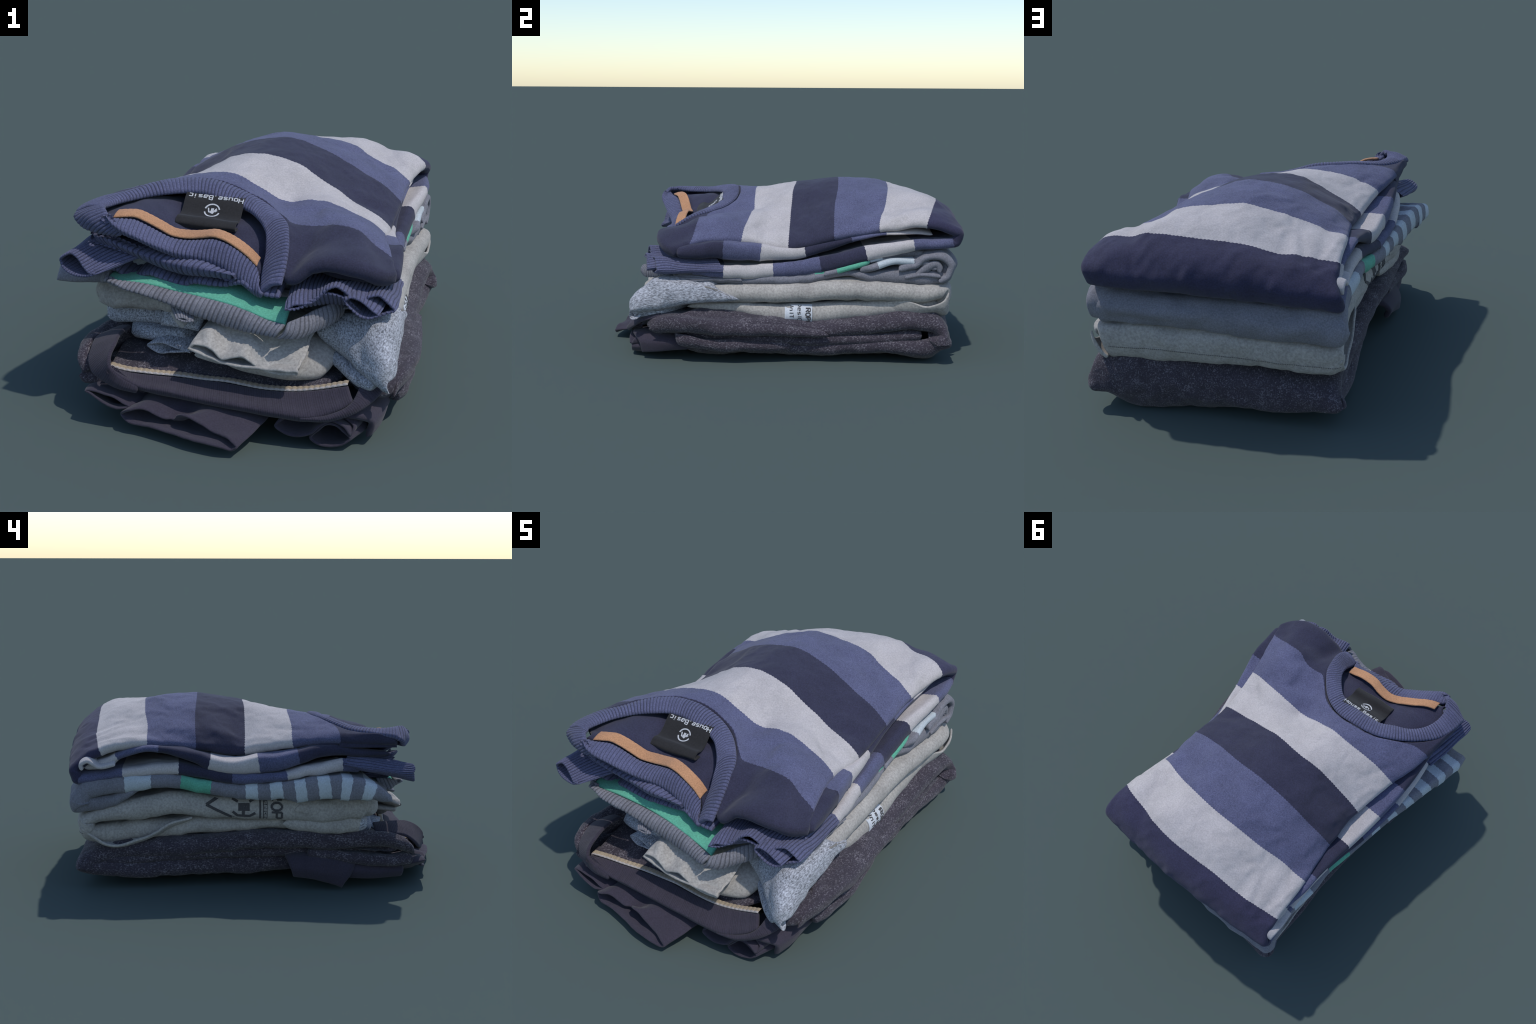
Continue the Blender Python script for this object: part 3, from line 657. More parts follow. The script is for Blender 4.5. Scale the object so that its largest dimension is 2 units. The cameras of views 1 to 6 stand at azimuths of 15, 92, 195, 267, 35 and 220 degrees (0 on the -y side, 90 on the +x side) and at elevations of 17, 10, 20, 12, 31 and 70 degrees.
# =====================================================================
#  3. GREY STRIPED KNIT SWEATER
# =====================================================================
C = thing("grey_knit_sweater", "folded grey knit sweater with pale stripes and green bands", "sweater", (0, 0, .45))
gp = ['cgrey','cpale','cgrey','cpale','cgrey','cpale','cgrey','cpale','cgrey','cpale','cgrey','cpale','cgrey','green','cgrey','cpale','cgrey']
def both(yl, zl, yr, zr, xl, xr, zm=None, ym=None):
    zm = (zl + zr) / 2 if zm is None else zm
    return [(xl, yl, zl), (0, (yl + yr) / 2 if ym is None else ym, zm), (xr, yr, zr)]
body_rows = [both(-.665,.525,-.57,.485,-.705,.585, .53), both(-.577,.588,-.50,.487,-.712,.585,.53)]
stripe_y = [-.577,-.517,-.458,-.404,-.343,-.283,-.224,-.170,-.11,-.05,.01,.07,.239,.391,.544,.680,.860]
prof_l = lambda y: float(np.interp(y, [-.577,-.53,-.40,-.27,-.15,-.05,.1,.25,.4,.55,.68,.86], [.585,.600,.625,.605,.585,.570,.560,.576,.598,.605,.598,.580]))
x_l = lambda y: float(np.interp(y, [-.6,-.5,-.385,-.27,-.16,-.03,.07,.235,.386,.46,.55,.68,.84], [-.714,-.702,-.676,-.649,-.624,-.594,-.578,-.554,-.530,-.525,-.533,-.517,-.533]))
prof_r = lambda y: float(np.interp(y, [-.5,-.3,0,.2,.35,.45,.6,.7,.87], [.487,.482,.482,.495,.53,.565,.600,.618,.630]))
for y in stripe_y[1:]:
    yr = y + (-.07 if y < .3 else -.08 if y < .6 else -.15 if y < .7 else -.16)
    body_rows.append(both(y, prof_l(y), yr, prof_r(yr), x_l(y), .575, .57))
C_body = sheet("body", body_rows + [
    [(-.545,.925,.53), (-.2,.925,.565), (.2,.92,.575), (.50,.91,.58), (.592,.89,.575)],
    [(-.555,.952,.475), (-.3,.962,.50), (0,.962,.52), (.3,.955,.53), (.50,.940,.525), (.605,.915,.52)],
    [(-.540,.938,.415), (-.2,.938,.43), (.2,.93,.46), (.50,.915,.46), (.595,.895,.455)],
    [(-.52,.845,.412), (0,.84,.44), (.54,.80,.43), (.610,.79,.425)],
    [(-.505,.71,.452), (0,.7,.44), (.54,.62,.44), (.605,.617,.437)],
    [(-.50,.585,.522), (0,.55,.45), (.50,.45,.445), (.592,.44,.440)],
    [(-.35,.45,.51), (0,.40,.46), (.50,.35,.463), (.570,.35,.462)],
    [(-.3,.2,.46), (0,.2,.45), (.50,.15,.43), (.582,.15,.425)],
    [(-.3,0,.45), (0,0,.44), (.50,0,.42), (.592,0,.413)],
    [(-.3,-.3,.45), (0,-.3,.44), (.50,-.3,.42), (.602,-.3,.424)],
    [(0,-.5,.44), (.2,-.5,.43), (.50,-.5,.425), (.60,-.5,.422)]],
    gp, C, stripes=list(range(1, 17)), seed=41, wr=((2.4,.005),(6,.004),(12,.002),(22,.0008)),
    hrows=[[.022,.02],[.042,.015]] + [[.050,.012],[.058,.012],[.060,.012]] + [[.058,.012]]*4 + [[.045,.012]]*3 + [[.04,.018],[.036,.022],[.036,.018],[.034,.015]] + [[.045,.02],[.05,.02]] + [[.045,.035],[.05,.045],[.05,.04],[.04,.04],[.03,.04],[.012,.025],[.012,.02],[.012,.025],[.012,.027],[.012,.024],[.012,.022]],
    folds=[Fold((.15,.98,.455),(.56,.95,.50),.03,-.014), Fold((.3,.98,.53),(.55,.96,.55),.03,.010), Fold((-.5,.97,.50),(0,1.0,.46),.04,.006), Fold((.25,.99,.45),(.58,.93,.47),.025,-.012), Fold((-.56,.92,.46),(-.55,.82,.47),.025,-.02), Fold((-.66,-.6,.55),(-.70,-.5,.52),.03,-.012)])
# folded sleeve tucked in on the right: pale patch and a pocket-like twist
sheet("sleeve", [
    both(.415,.495,.415,.495,.4,.585), both(.455,.54,.465,.515,.4,.618), both(.50,.565,.52,.535,.4,.618),
    both(.66,.575,.67,.555,.4,.618), both(.74,.57,.74,.552,.4,.618), both(.83,.53,.82,.52,.4,.618)],
    ['cgrey','cpale','cgrey'], C, h=.018, mode='mid', stripes=[1.8,3.4], seed=42, ds=.007, wr=((5,.005),))
sheet("sleeve", [
    [(.45,.62,.520), (.585,.62,.520), (0.624,.615,.51)], [(.45,.70,.545), (.585,.70,.545), (0.626,.695,.53)], [(.45,.775,.590), (.585,.775,.592), (0.630,.775,.575)], [(.45,.845,.588), (.585,.85,.588), (0.632,.855,.565)],
    [(.45,.895,.545), (.585,.895,.545), (0.632,.890,.525)], [(.45,.885,.485), (.59,.885,.480), (0.630,.875,.475)], [(.45,.83,.450), (.59,.83,.450), (0.626,.83,.455)]],
    ['cgrey'], C, h=.017, mode='mid', seed=43, ds=.006, dv=.006, wr=((6,.005),(11,.003)))
sheet("sleeve", [
    [(.45,.700,.478), (.580,.700,.480), (0.616,.700,.482)], [(.45,.760,.515), (.585,.765,.520), (0.622,.765,.515)], [(.45,.815,.548), (.582,.820,.548), (0.624,.818,.535)], [(.45,.842,.505), (.582,.842,.505), (0.622,.840,.500)]],
    ['cgrey'], C, hrows=[.012,.024,.020,.018], mode='mid', seed=44, ds=.006, wr=((6,.005),(11,.003)))
sheet("sleeve", [
    [(.45,.660,.470), (.585,.655,.470), (0.620,.650,.470)], [(.45,.76,.488), (.590,.76,.488), (0.626,.755,.484)], [(.45,.84,.478), (.590,.84,.478), (0.626,.84,.474)]],
    ['cgrey'], C, h=.010, mode='mid', seed=45, ds=.006, wr=((6,.004),))
# green band peeping out on the right
sheet("sleeve", [
    both(.22,.475,.22,.475,.4,.585), both(.28,.492,.28,.490,.4,.585), both(.34,.508,.34,.508,.4,.590), both(.43,.535,.43,.535,.4,.592), both(.47,.548,.465,.55,.4,.585)],
    ['cgrey','green'], C, h=.015, mode='mid', stripes=[1.2], seed=45, ds=.007, wr=((4,.002),))
# right ribbed cuff
tube("cuff", [
    ring((.37,-.655,.458), (.602,-.580,.447), [.030,.036,.034,.026], [-.014,-.022,-.026,-.022]),
    ring((.37,-.58,.46), (.612,-.52,.447), [.032,.036,.034,.028], [-.02,-.026,-.028,-.024]), ring((.38,-.35,.46), (.615,-.22,.447), [.03,.03,.028,.022], [-.02,-.028,-.026,-.02])],
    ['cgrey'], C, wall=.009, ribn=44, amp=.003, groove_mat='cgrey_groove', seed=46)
# back of the neck: ribbed rim with green inside
rim_t = [(-0.465,-0.712,0.555), (-0.405,-0.714,0.550), (-0.335,-0.716,0.549), (-0.259,-0.714,0.541), (-0.191,-0.705,0.526), (-0.113,-0.708,0.514), (-0.036,-0.716,0.504), (0.042,-0.731,0.495), (0.116,-0.740,0.478), (0.196,-0.754,0.458), (0.262,-0.780,0.458)]
rim_b = [(-0.470,-0.728,0.545), (-0.418,-0.741,0.538), (-0.380,-0.756,0.530), (-0.304,-0.759,0.515), (-0.235,-0.749,0.493), (-0.162,-0.744,0.470), (-0.105,-0.741,0.447), (-0.028,-0.747,0.429), (0.047,-0.754,0.411), (0.160,-0.778,0.407), (0.235,-0.802,0.410)]
sheet("neckband", [rim_t, up(mid_row(rim_t, rim_b, .5), -.014, .004), up(rim_b, -.004, 0), up(mid_row(rim_b, rim_b, 0), .03, -.014)], ['cgrey'], C, h=.010, ds=.003, dv=.008,
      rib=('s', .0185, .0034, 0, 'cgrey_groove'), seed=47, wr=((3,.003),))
sheet("inside_back", [up(mid_row(rim_t, rim_t, 0), .006, -.004), [(x, y + .05, z + .018 * min(1, max(0, (x + .47) / .3))) for x, y, z in mid_row(rim_t, rim_t, 0)], [(x, y + .11, z + .034 * min(1, max(0, (x + .47) / .4))) for x, y, z in mid_row(rim_t, rim_t, 0)], [(x, y + .3, z + .02) for x, y, z in mid_row(rim_t, rim_t, 0)]],
      ['green','cgrey'], C, h=.008, stripes=[2.4], seed=48, wr=((3,.003),))
# the rim turns the corner at the right and runs back
sheet("neckband", [
    [(.235,-.792,.412), (.29,-.775,.404), (.345,-.715,.412), (.40,-.665,.432), (.43,-.60,.45)],
    [(.262,-.800,.440), (.31,-.772,.440), (.36,-.715,.452), (.41,-.668,.468), (.44,-.60,.48)],
    [(.272,-.782,.462), (.305,-.752,.470), (.345,-.70,.482), (.395,-.655,.496), (.43,-.59,.505)]],
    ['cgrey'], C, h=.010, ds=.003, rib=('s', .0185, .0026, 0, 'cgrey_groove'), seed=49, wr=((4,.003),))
# left neck corner
sheet("neckband", [
    [(-.51,-.62,.51), (-.505,-.685,.522), (-.478,-.718,.540), (-.42,-.735,.535)], [(-.48,-.60,.575), (-.49,-.66,.575), (-.472,-.702,.566), (-.43,-.70,.556)]],
    ['cgrey'], C, h=.012, ds=.004, rib=('s', .0185, .002, 0, 'cgrey_groove'), seed=50, wr=())
# small cuff peeping out under the rim
tube("cuff", [
    ring((-.165,-.762,.428), (-.098,-.748,.420), [.010,.012,.006], [-.010,-.010]), ring((-.21,-.69,.455), (-.11,-.67,.455), [.016,.02,.012], [-.016,-.018]), ring((-.25,-.55,.48), (-.1,-.55,.48), [.02,.02], [-.02,-.02])],
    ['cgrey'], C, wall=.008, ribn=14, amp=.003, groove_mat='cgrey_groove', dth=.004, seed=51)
sheet("cuff_roll", [[(-.20,-.715,.435), (-.175,-.725,.400), (-.15,-.725,.378)], [(-.20,-.69,.44), (-.17,-.70,.41), (-.14,-.70,.39)], [(-.2,-.6,.45), (-.15,-.6,.42), (-.12,-.6,.40)]], ['bgrey'], C, h=.011, mode='mid', ds=.005, seed=52, wr=())

# =====================================================================
#  4. BLUE STRIPED SWEATER (top)
# =====================================================================
D = thing("striped_sweater", "folded crew neck sweater with broad navy, blue and off-white stripes", "sweater", (0, .05, .6))
neck = [(0,-.590,-.69,.755), (.025,-.590,-.685,.790), (.05,-.583,-.640,.814), (.10,-.548,-.531,.820), (.15,-.484,-.447,.828), (.215,-.388,-.361,.857), (.29,-.273,-.301,.870), (.37,-.132,-.281,.856), (.45,-.034,-.287,.822),
        (.53,.068,-.331,.788), (.60,.156,-.42,.765), (.65,.199,-.49,.750), (.69,.214,-.56,.725), (.72,.225,-.63,.675), (.75,.242,-.695,.605), (.80,.32,-.700,.655), (.86,.42,-.705,.680), (.92,.53,-.690,.665), (.97,.62,-.64,.635), (1,.66,-.585,.615)]
row1 = [(0,-.572,-.405,.765), (.025,-.566,-.405,.79), (.05,-.553,-.404,.808), (.10,-.522,-.400,.824), (.15,-.472,-.392,.838), (.215,-.388,-.345,.861), (.29,-.273,-.285,.874), (.37,-.132,-.265,.862), (.45,-.030,-.272,.830),
        (.53,.080,-.315,.795), (.60,.170,-.405,.768), (.65,.212,-.44,.750), (.69,.245,-.438,.744), (.75,.32,-.438,.742), (.80,.387,-.462,.752), (.86,.47,-.468,.748), (.92,.54,-.481,.715), (.97,.60,-.49,.67), (1,.63,-.50,.645)]
D_body = sheet("body", [
    neck, row1,
    [(-.515,-.169,.765), (-.46,-.169,.80), (-.42,-.172,.818), (-.299,-.169,.856), (-.174,-.165,.870), (-.05,-.173,.855), (.03,-.174,.808), (.106,-.173,.772), (.25,-.175,.779), (.393,-.195,.748), (.50,-.215,.705), (.562,-.224,.66)],
    [(-.465,.07,.715), (-.40,.066,.770), (-.31,.064,.824), (-.165,.064,.898), (-.043,.07,.913), (.101,.053,.892), (.26,.042,.802), (.405,.034,.718), (.50,.03,.665), (.55,.027,.62)],
    [(-.47,.315,.740), (-.40,.32,.81), (-.298,.322,.868), (-.135,.316,.932), (.026,.313,.946), (.196,.305,.898), (.352,.283,.822), (.50,.275,.735), (.56,.273,.675)],
    [(-.495,.56,.768), (-.43,.565,.798), (-.342,.566,.826), (-.2,.586,.878), (-.054,.594,.918), (.107,.594,.910), (.25,.581,.890), (.42,.549,.810), (.54,.515,.765), (.575,.512,.725)],
    [(-.505,.805,.742), (-.372,.827,.772), (-.238,.838,.782), (-.102,.842,.818), (.019,.85,.833), (.175,.855,.846), (.315,.843,.852), (.448,.811,.828), (.56,.785,.806), (.618,.76,.762)],
    [(-.515,.90,.690), (-.3,.93,.73), (0,.955,.762), (.3,.945,.775), (.5,.915,.782), (.630,.872,.752)],
    [(-.535,.950,.63), (-.3,.975,.655), (0,.985,.675), (.3,.985,.69), (.5,.970,.708), (.620,.950,.708)],
    [(-.535,.938,.572), (-.3,.950,.60), (0,.958,.622), (.3,.958,.635), (.5,.960,.645), (.612,.940,.648)],
    [(-.520,.80,.572), (-.2,.82,.59), (.2,.82,.61), (.59,.80,.625), (.632,.80,.630)],
    [(-.510,.685,.582), (0,.69,.59), (.59,.70,.612), (.635,.70,.618)],
    [(-.522,.405,.602), (0,.43,.58), (.57,.455,.55), (.604,.455,.555)],
    [(-.566,.136,.562), (0,.17,.53), (.56,.21,.48), (.590,.21,.484)],
    [(-.598,-.142,.588), (0,-.1,.53), (.57,-.05,.458), (.604,-.05,.464)],
    [(-.585,-.42,.628), (-.2,-.4,.57), (.1,-.4,.52), (.58,-.32,.455), (.632,-.32,.460)],
    [(-.56,-.52,.62), (-.2,-.55,.57), (.1,-.55,.53), (.56,-.50,.47), (.63,-.50,.475)]],
    ['navy','blue','white','navy','blue','white','hem_navy','blue','white','navy','blue','white','blue'], D,
    stripes=[1,2,3,4,5,6,9.3,11,12,13,14,15],
    hrows=[[.03,.015,.015,.04]] + [[.03,.02,.02,.032]] + [[.028,.03,.026]]*5 + [[.028,.03,.028]]*3 + [[.022,.03,.026]] + [[.024,.03,.030]] + [[.032,.03,.042],[.026,.03,.044],[.022,.03,.038],[.034,.03,.036],[.034,.03,.032]],
    seed=61, wr=((2.6,.003),(6,.0026),(11,.0021),(22,.0009)),
    folds=[Fold((.50,-.40,.73),(.60,-.60,.65),.05,-.016), Fold((.40,-.68,.68),(.56,-.60,.67),.04,.006), Fold((.15,-.33,.78),(.35,-.28,.77),.06,-.010),
           Fold((.42,-.06,.72),(.53,-.12,.68),.04,-.012), Fold((.05,-.12,.82),(.2,-.05,.80),.05,.010), Fold((-.42,.87,.73),(-.40,.55,.80),.03,-.014), Fold((-.32,.90,.75),(-.30,.70,.79),.03,.008),
           Fold((.45,.60,.79),(.40,.85,.83),.04,-.015), Fold((.55,.42,.72),(.50,.60,.78),.03,-.014), Fold((.54,.70,.78),(.58,.60,.74),.03,-.015), Fold((.2,.95,.74),(.45,.93,.72),.05,-.010), Fold((-.50,.60,.77),(-.50,.85,.72),.02,.008),
           Fold((-.47,-.1,.76),(-.40,.2,.79),.05,.008), Fold((.2,.35,.88),(.34,.36,.83),.06,.008), Fold((-.45,.3,.78),(-.42,.5,.80),.04,-.008),
           Fold((.50,-.19,.70),(.40,-.08,.74),.022,-.009), Fold((.30,-.12,.78),(.45,-.17,.72),.03,.008), Fold((.38,.12,.74),(.52,.20,.66),.03,.009), Fold((.36,.02,.75),(.48,.10,.68),.022,-.007),
           Fold((.46,.62,.80),(.40,.78,.84),.022,.007), Fold((.50,.44,.76),(.40,.52,.82),.02,-.006), Fold((-.10,-.24,.85),(.05,-.10,.82),.03,-.006), Fold((-.44,-.22,.81),(-.36,-.05,.83),.018,-.005),
           Fold((-.46,.10,.75),(-.38,.24,.81),.018,.005), Fold((-.47,.62,.79),(-.44,.80,.76),.015,.006), Fold((-.36,.86,.76),(-.30,.66,.81),.02,-.008), Fold((.30,-.50,.73),(.50,-.40,.73),.04,.008), Fold((.28,-.60,.70),(.45,-.52,.71),.03,-.007),
           Fold((-.2,.93,.76),(-.15,.98,.68),.03,-.006), Fold((.1,.95,.77),(.13,.99,.67),.025,.005), Fold((.38,.93,.77),(.36,.98,.69),.02,-.005)])

# layer between: the sleeves folded in under the front
def side2(yl, zl, xl, yr, zr, xr): return [(xl, yl, zl), (xl + .08, yl, zl + .005), (0, (yl + yr) / 2, (zl + zr) / 2), (xr - .08, yr, zr + .01), (xr, yr, zr)]
sheet("side_fold", [
    [(-.545,-.66,.710), (-.48,-.62,.70), (-.2,-.42,.66), (.25,-.5,.61), (.42,-.60,.60), (.58,-.60,.60), (.652,-.555,.592)],
    side2(-.40,.728,-.57, -.50,.598,.650), side2(-.20,.690,-.578, -.32,.600,.632), side2(0,.655,-.566, -.12,.588,.588), side2(.12,.640,-.553, 0,.575,.568), side2(.25,.665,-.540, .12,.590,.550),
    side2(.36,.700,-.530, .25,.625,.545), side2(.48,.728,-.522, .35,.655,.548), side2(.60,.725,-.518, .45,.680,.552), side2(.70,.697,-.498, .53,.695,.556), side2(.76,.660,-.50, .66,.70,.56), side2(.88,.640,-.49, .80,.690,.55)],
    ['navy','blue','white','navy','blue','white'], D, mode='mid', stripes=[2,3,5,7.2,9.2],
    hrows=[[.014,.02,.028]] + [[.028,.02,.036],[.036,.02,.050],[.046,.02,.046],[.036,.02,.034],[.036,.02,.030],[.026,.02,.028],[.018,.02,.020],[.016,.02,.014],[.018,.02,.010],[.026,.02,.010],[.02,.02,.01]],
    seed=62, wr=((4,.004),(8,.003)), folds=[Fold((-.53,.02,.68),(-.53,.25,.68),.03,-.010), Fold((.66,-.45,.62),(.62,-.25,.60),.025,.008)])
# curl of the left back corner
sheet("side_fold", [
    [(-.40,.72,.665), (-.505,.72,.665), (-.525,.72,.655)], [(-.40,.80,.650), (-.505,.80,.652), (-.532,.80,.645)], [(-.40,.865,.685), (-.51,.865,.685), (-.535,.865,.675)],
    [(-.40,.895,.670), (-.51,.895,.665), (-.532,.895,.655)], [(-.40,.890,.635), (-.51,.890,.63), (-.528,.890,.63)]],
    ['white'], D, h=.010, mode='mid', ds=.006, dv=.005, seed=63, wr=((5,.003),))

# front half of the neckband
ci = [(-.466,-.705,.842), (-.476,-.665,.834), (-.474,-.610,.826), (-.456,-.550,.824), (-.385,-.462,.828), (-.315,-.424,.836), (-.242,-.386,.836), (-.172,-.379,.834), (-.109,-.380,.822), (-.047,-.386,.804), (.022,-.408,.783), (.072,-.454,.766), (.114,-.514,.740), (.134,-.571,.706), (.139,-.602,.664), (.138,-.640,.614), (.140,-.680,.568), (.146,-.712,.545)]
co = [(-.592,-.695,.806), (-.590,-.650,.814), (-.578,-.590,.820), (-.552,-.525,.828), (-.488,-.445,.834), (-.388,-.357,.864), (-.273,-.297,.878), (-.132,-.276,.865), (-.030,-.282,.834), (.072,-.326,.800), (.162,-.416,.776), (.206,-.488,.760), (.222,-.56,.736), (.232,-.63,.694), (.235,-.68,.642), (.232,-.718,.585)]
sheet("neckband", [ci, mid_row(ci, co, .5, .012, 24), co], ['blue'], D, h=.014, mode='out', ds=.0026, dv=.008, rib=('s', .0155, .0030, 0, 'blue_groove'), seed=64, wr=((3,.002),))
# back half, drooping at the front, with twill tape
bt = [(-0.455,-0.725,0.808), (-0.425,-0.705,0.792), (-0.388,-0.692,0.793), (-0.351,-0.674,0.789), (-0.312,-0.657,0.769), (-0.265,-0.642,0.740), (-0.217,-0.628,0.713), (-0.172,-0.614,0.703), (-0.102,-0.616,0.710), (-0.052,-0.626,0.718), (-0.008,-0.631,0.709), (0.045,-0.636,0.684), (0.089,-0.638,0.654), (0.127,-0.645,0.622), (0.145,-0.670,0.580)]
bb = [(-0.430,-0.768,0.812), (-0.400,-0.778,0.785), (-0.365,-0.770,0.760), (-0.325,-0.755,0.738), (-0.279,-0.737,0.711), (-0.223,-0.713,0.683), (-0.193,-0.700,0.669), (-0.124,-0.684,0.655), (-0.074,-0.678,0.645), (-0.015,-0.678,0.627), (0.037,-0.682,0.597), (0.083,-0.692,0.567), (0.120,-0.707,0.546), (0.155,-0.725,0.540)]
# the band turns over at the left shoulder
sheet("neckband", [
    [(-.464,-.690,.842), (-.448,-.738,.840), (-.425,-.760,.814), (-.392,-.768,.780), (-.352,-.756,.752)],
    [(-.530,-.680,.832), (-.525,-.728,.818), (-.495,-.760,.784), (-.445,-.766,.752), (-.375,-.750,.734)],
    [(-.590,-.680,.812), (-.592,-.712,.790), (-.555,-.728,.752), (-.480,-.735,.732), (-.390,-.720,.720)]],
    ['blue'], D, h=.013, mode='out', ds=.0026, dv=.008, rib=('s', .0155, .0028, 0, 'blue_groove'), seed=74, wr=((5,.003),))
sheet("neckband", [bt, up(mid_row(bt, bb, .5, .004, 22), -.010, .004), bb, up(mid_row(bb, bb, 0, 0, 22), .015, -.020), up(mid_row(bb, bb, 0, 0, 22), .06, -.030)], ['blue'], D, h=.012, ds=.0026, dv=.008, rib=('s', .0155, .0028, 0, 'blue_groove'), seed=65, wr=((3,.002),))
bt2 = bt[1:-1]
sheet("neck_tape", [[(x, y + .054, z + .022) for x, y, z in bt2], up(bt2, .026, .018), up(bt2, -.004, .008)], ['orange'], D, h=.006, ds=.005, dv=.004, rib=('v', .011, .0016, .5, None), wr=((6,.002),), seed=66)
D_in = sheet("inside_back", [
    up(mid_row(bt, bt, 0, 0, 20), .012, -.004), up(mid_row(bt, bt, 0, 0, 20), .040, -.004), [(-.555,-.60,.775), (-.35,-.56,.790), (-.2,-.545,.718), (-.05,-.55,.694), (.08,-.56,.66), (.16,-.58,.61)], [(-.555,-.45,.780), (-.32,-.42,.800), (-.2,-.42,.745), (0,-.44,.728), (.08,-.46,.705), (.2,-.52,.65)], [(-.55,-.30,.765), (-.3,-.26,.785), (0,-.26,.74), (.25,-.36,.69)]],
    ['navy'], D, h=.010, seed=67, wr=((4,.005),(9,.003)))
# left wall of the lining
sheet("inside_back", [[(-.562,-.690,.745), (-.555,-.688,.775), (-.540,-.685,.808)], [(-.565,-.55,.745), (-.558,-.55,.775), (-.545,-.55,.806)], [(-.560,-.40,.745), (-.553,-.40,.770), (-.535,-.40,.800)]],
      ['navy'], D, h=.006, mode='mid', seed=38, wr=())
# woven label inside the neck
lx = np.array([.242, .011, -.017]); l0 = np.array([-.241, -.506, .765])
def lrow(k, y, z): return [tuple(l0 + lx * t + np.array([0, y, z])) for t in (0, .33, .66, 1)]
nl = sheet("neck_label", [lrow(0,.19,.072), lrow(0,.130,.066), lrow(0,.098,.044), lrow(0,.074,.020), lrow(0,.056,.005), lrow(0,.034,-.004), lrow(0,.004,.0), lrow(0,-.012,-.008), lrow(0,-.026,-.022), lrow(0,-.022,-.032), lrow(0,.02,-.036)],
           ['label_black'], D, h=.004, ds=.006, dv=.005, seed=68, wr=((3,.003),(7,.002)))
bn = surface_of(nl)
lu = lx / np.linalg.norm(lx)
ld, luy = np.array([0, .62, -.785]), np.array([0, -.785, -.62])       # the label leans: look along ld, letters point along luy
cen = np.array([-.119, -.433, .774]) - ld * .3
logo = arc(0, 0, .030, .0058, 15, 165) + arc(0, 0, .030, .0058, 195, 345)
for s in ((-.017,-.012,-.002,.014), (-.004,-.012,-.002,.014), (.002,-.012,.004,.012), (.004,.004,.012,.008), (.012,.008,.017,-.012), (-.020,-.004,-.012,.004)): logo += bar(*s, .0052)
lay_on("emblem", bn, logo, cen, -lu, luy, ld, 'print_pale', nl, lift=.001, thick=.001)
q, w = letters("House.Basic", .0165, .0040, gap=.30)
lay_on("writing", bn, q, cen + lu * (w / 2) - luy * .073, -lu, luy, ld, 'print_pale', nl, lift=.001, thick=.001)

# rounded ribbed hem under the neck, and the wavy hem edge below it
sheet("hem", [
    [(-.52,-.50,.70), (-.3,-.46,.685), (0,-.48,.64), (.12,-.50,.60)], [(-.52,-.60,.700), (-.3,-.60,.675), (-.02,-.61,.635), (.09,-.61,.60)],
    [(-.535,-.680,.715), (-.44,-.715,.700), (-.35,-.712,.665), (-.24,-.700,.628), (-.1,-.710,.616), (.045,-.708,.598)], [(-.520,-.680,.692), (-.44,-.692,.672), (-.35,-.676,.634), (-.24,-.666,.592), (-.1,-.682,.580), (.040,-.680,.566)], [(-.46,-.64,.63), (-.3,-.62,.60), (-.05,-.61,.57), (.06,-.62,.56)]],
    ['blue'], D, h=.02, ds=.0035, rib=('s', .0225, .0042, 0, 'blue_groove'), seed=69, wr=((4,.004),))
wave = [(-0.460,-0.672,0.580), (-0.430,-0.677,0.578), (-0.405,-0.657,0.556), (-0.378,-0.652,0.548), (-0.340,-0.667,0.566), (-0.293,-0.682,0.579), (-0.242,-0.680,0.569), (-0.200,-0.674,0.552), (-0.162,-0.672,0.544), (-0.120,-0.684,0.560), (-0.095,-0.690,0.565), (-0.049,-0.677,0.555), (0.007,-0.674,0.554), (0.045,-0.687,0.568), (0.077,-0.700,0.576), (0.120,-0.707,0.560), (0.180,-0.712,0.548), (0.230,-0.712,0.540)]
sheet("hem", [wave, up(wave, .04, .008), [(-.46,-.45,.585), (-.1,-.45,.58), (.22,-.5,.56)]], ['blue'], D, h=.011, ds=.003, rib=('s', .020, .0030, 0, 'blue_groove'), seed=70, wr=((6,.004),))

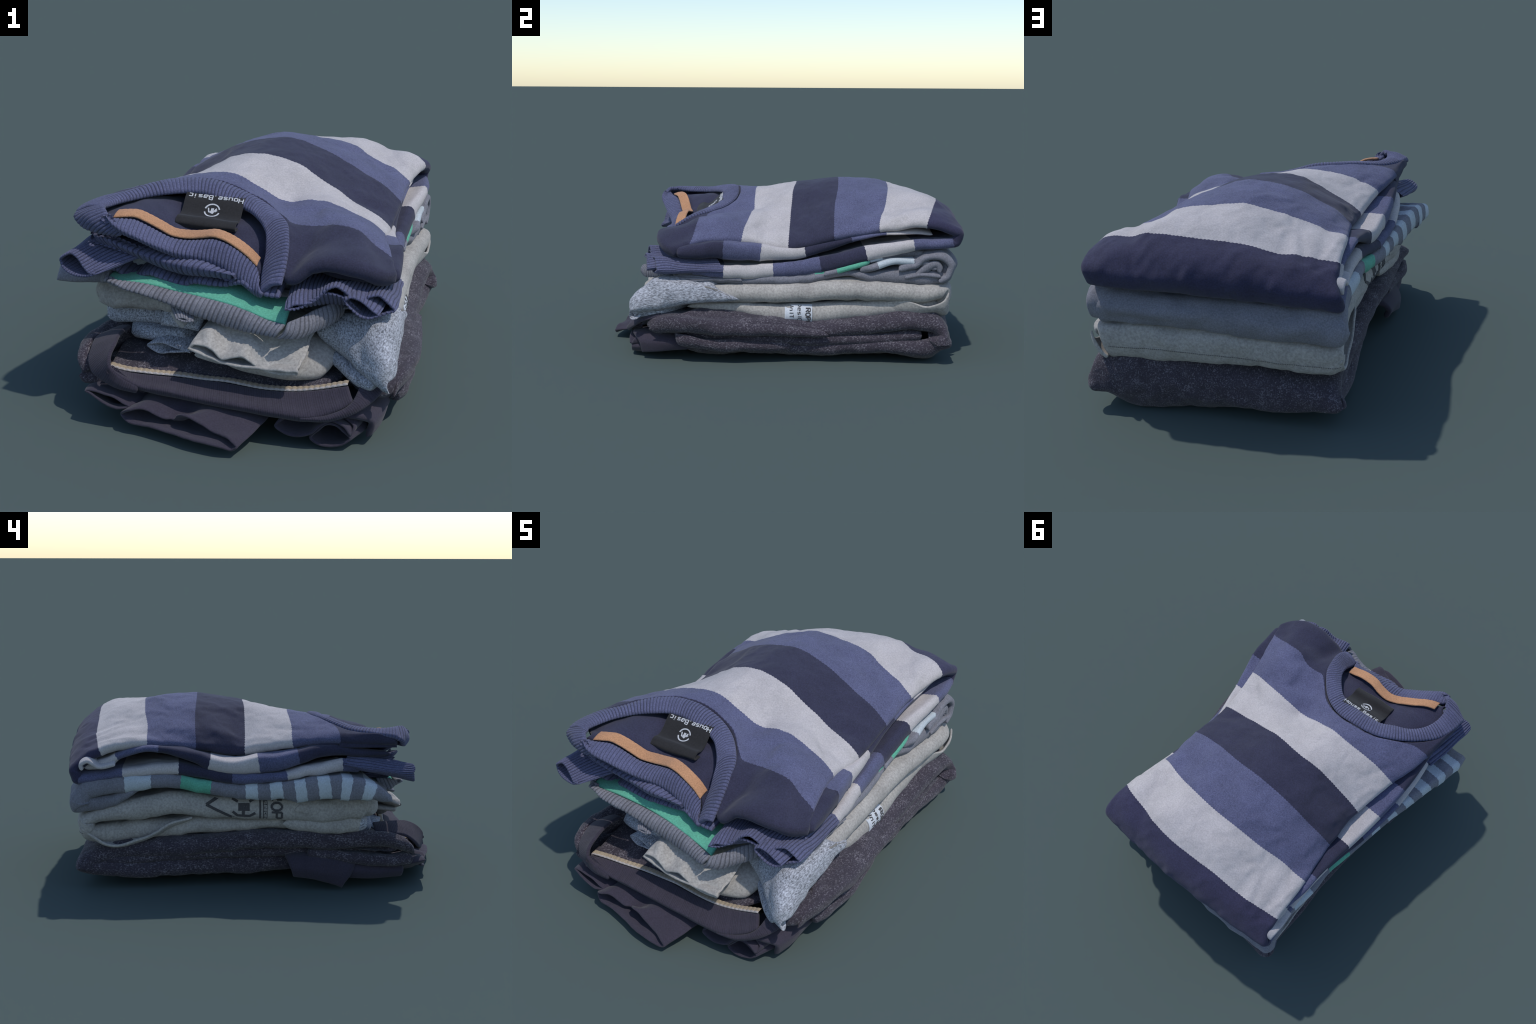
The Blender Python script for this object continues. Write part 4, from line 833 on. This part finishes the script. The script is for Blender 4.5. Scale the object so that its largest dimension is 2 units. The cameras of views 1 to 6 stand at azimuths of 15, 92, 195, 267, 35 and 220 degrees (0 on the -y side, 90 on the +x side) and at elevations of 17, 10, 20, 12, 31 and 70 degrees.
# cuffs
tube("cuff", [
    [(-.632,-.762,.628), (-.612,-.773,.650), (-.576,-.772,.664), (-.548,-.776,.648), (-.520,-.784,.614), (-.492,-.797,.596), (-.462,-.792,.590), (-.490,-.795,.578), (-.540,-.784,.570), (-.590,-.774,.578), (-.620,-.766,.598)],
    ring((-.628,-.69,.632), (-.405,-.745,.615), [.032,.046,.042,.024,.010], [-.036,-.044,-.032]),
    ring((-.615,-.55,.648), (-.335,-.68,.640), [.034,.040,.032,.018], [-.044,-.048,-.036]), ring((-.60,-.42,.667), (-.25,-.55,.66), [.034,.036,.034,.02], [-.034,-.04,-.03])],
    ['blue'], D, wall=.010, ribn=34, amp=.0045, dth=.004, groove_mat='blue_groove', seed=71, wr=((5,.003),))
tube("cuff", [
    ring((.262,-.790,.512), (.652,-.668,.500), [.026,.030,.034,.060,.092,.100,.082,.056,.048,.062,.066,.044], [-.016,-.030,-.034,.004,.036,.052,.056,.034,.008,-.006]),
    ring((.258,-.750,.518), (.656,-.62,.500), [.030,.036,.042,.064,.088,.094,.080,.060,.052,.060,.062,.044], [-.024,-.032,-.030,-.012,.006,.016,.016,.002,-.010,-.018]),
    ring((.25,-.66,.53), (.655,-.54,.500), [.04,.046,.055,.066,.070,.064,.056,.046], [-.03,-.034,-.034,-.034,-.034,-.03]),
    ring((.24,-.50,.54), (.64,-.32,.498), [.04,.045,.05,.05,.042], [-.03,-.034,-.036,-.034])],
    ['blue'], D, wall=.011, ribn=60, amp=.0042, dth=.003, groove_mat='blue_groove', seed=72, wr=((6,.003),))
tube("cuff", [
    ring((.475,-.748,.555), (.600,-.728,.500), [.026,.030,.024,.012], [-.030,-.040,-.032]), ring((.46,-.69,.555), (.61,-.67,.51), [.026,.03,.02], [-.03,-.04,-.03]), ring((.44,-.55,.54), (.61,-.52,.51), [.02,.02,.02], [-.02,-.03,-.02])],
    ['blue'], D, wall=.008, ribn=20, amp=.003, dth=.004, groove_mat='blue_groove', seed=73, wr=())
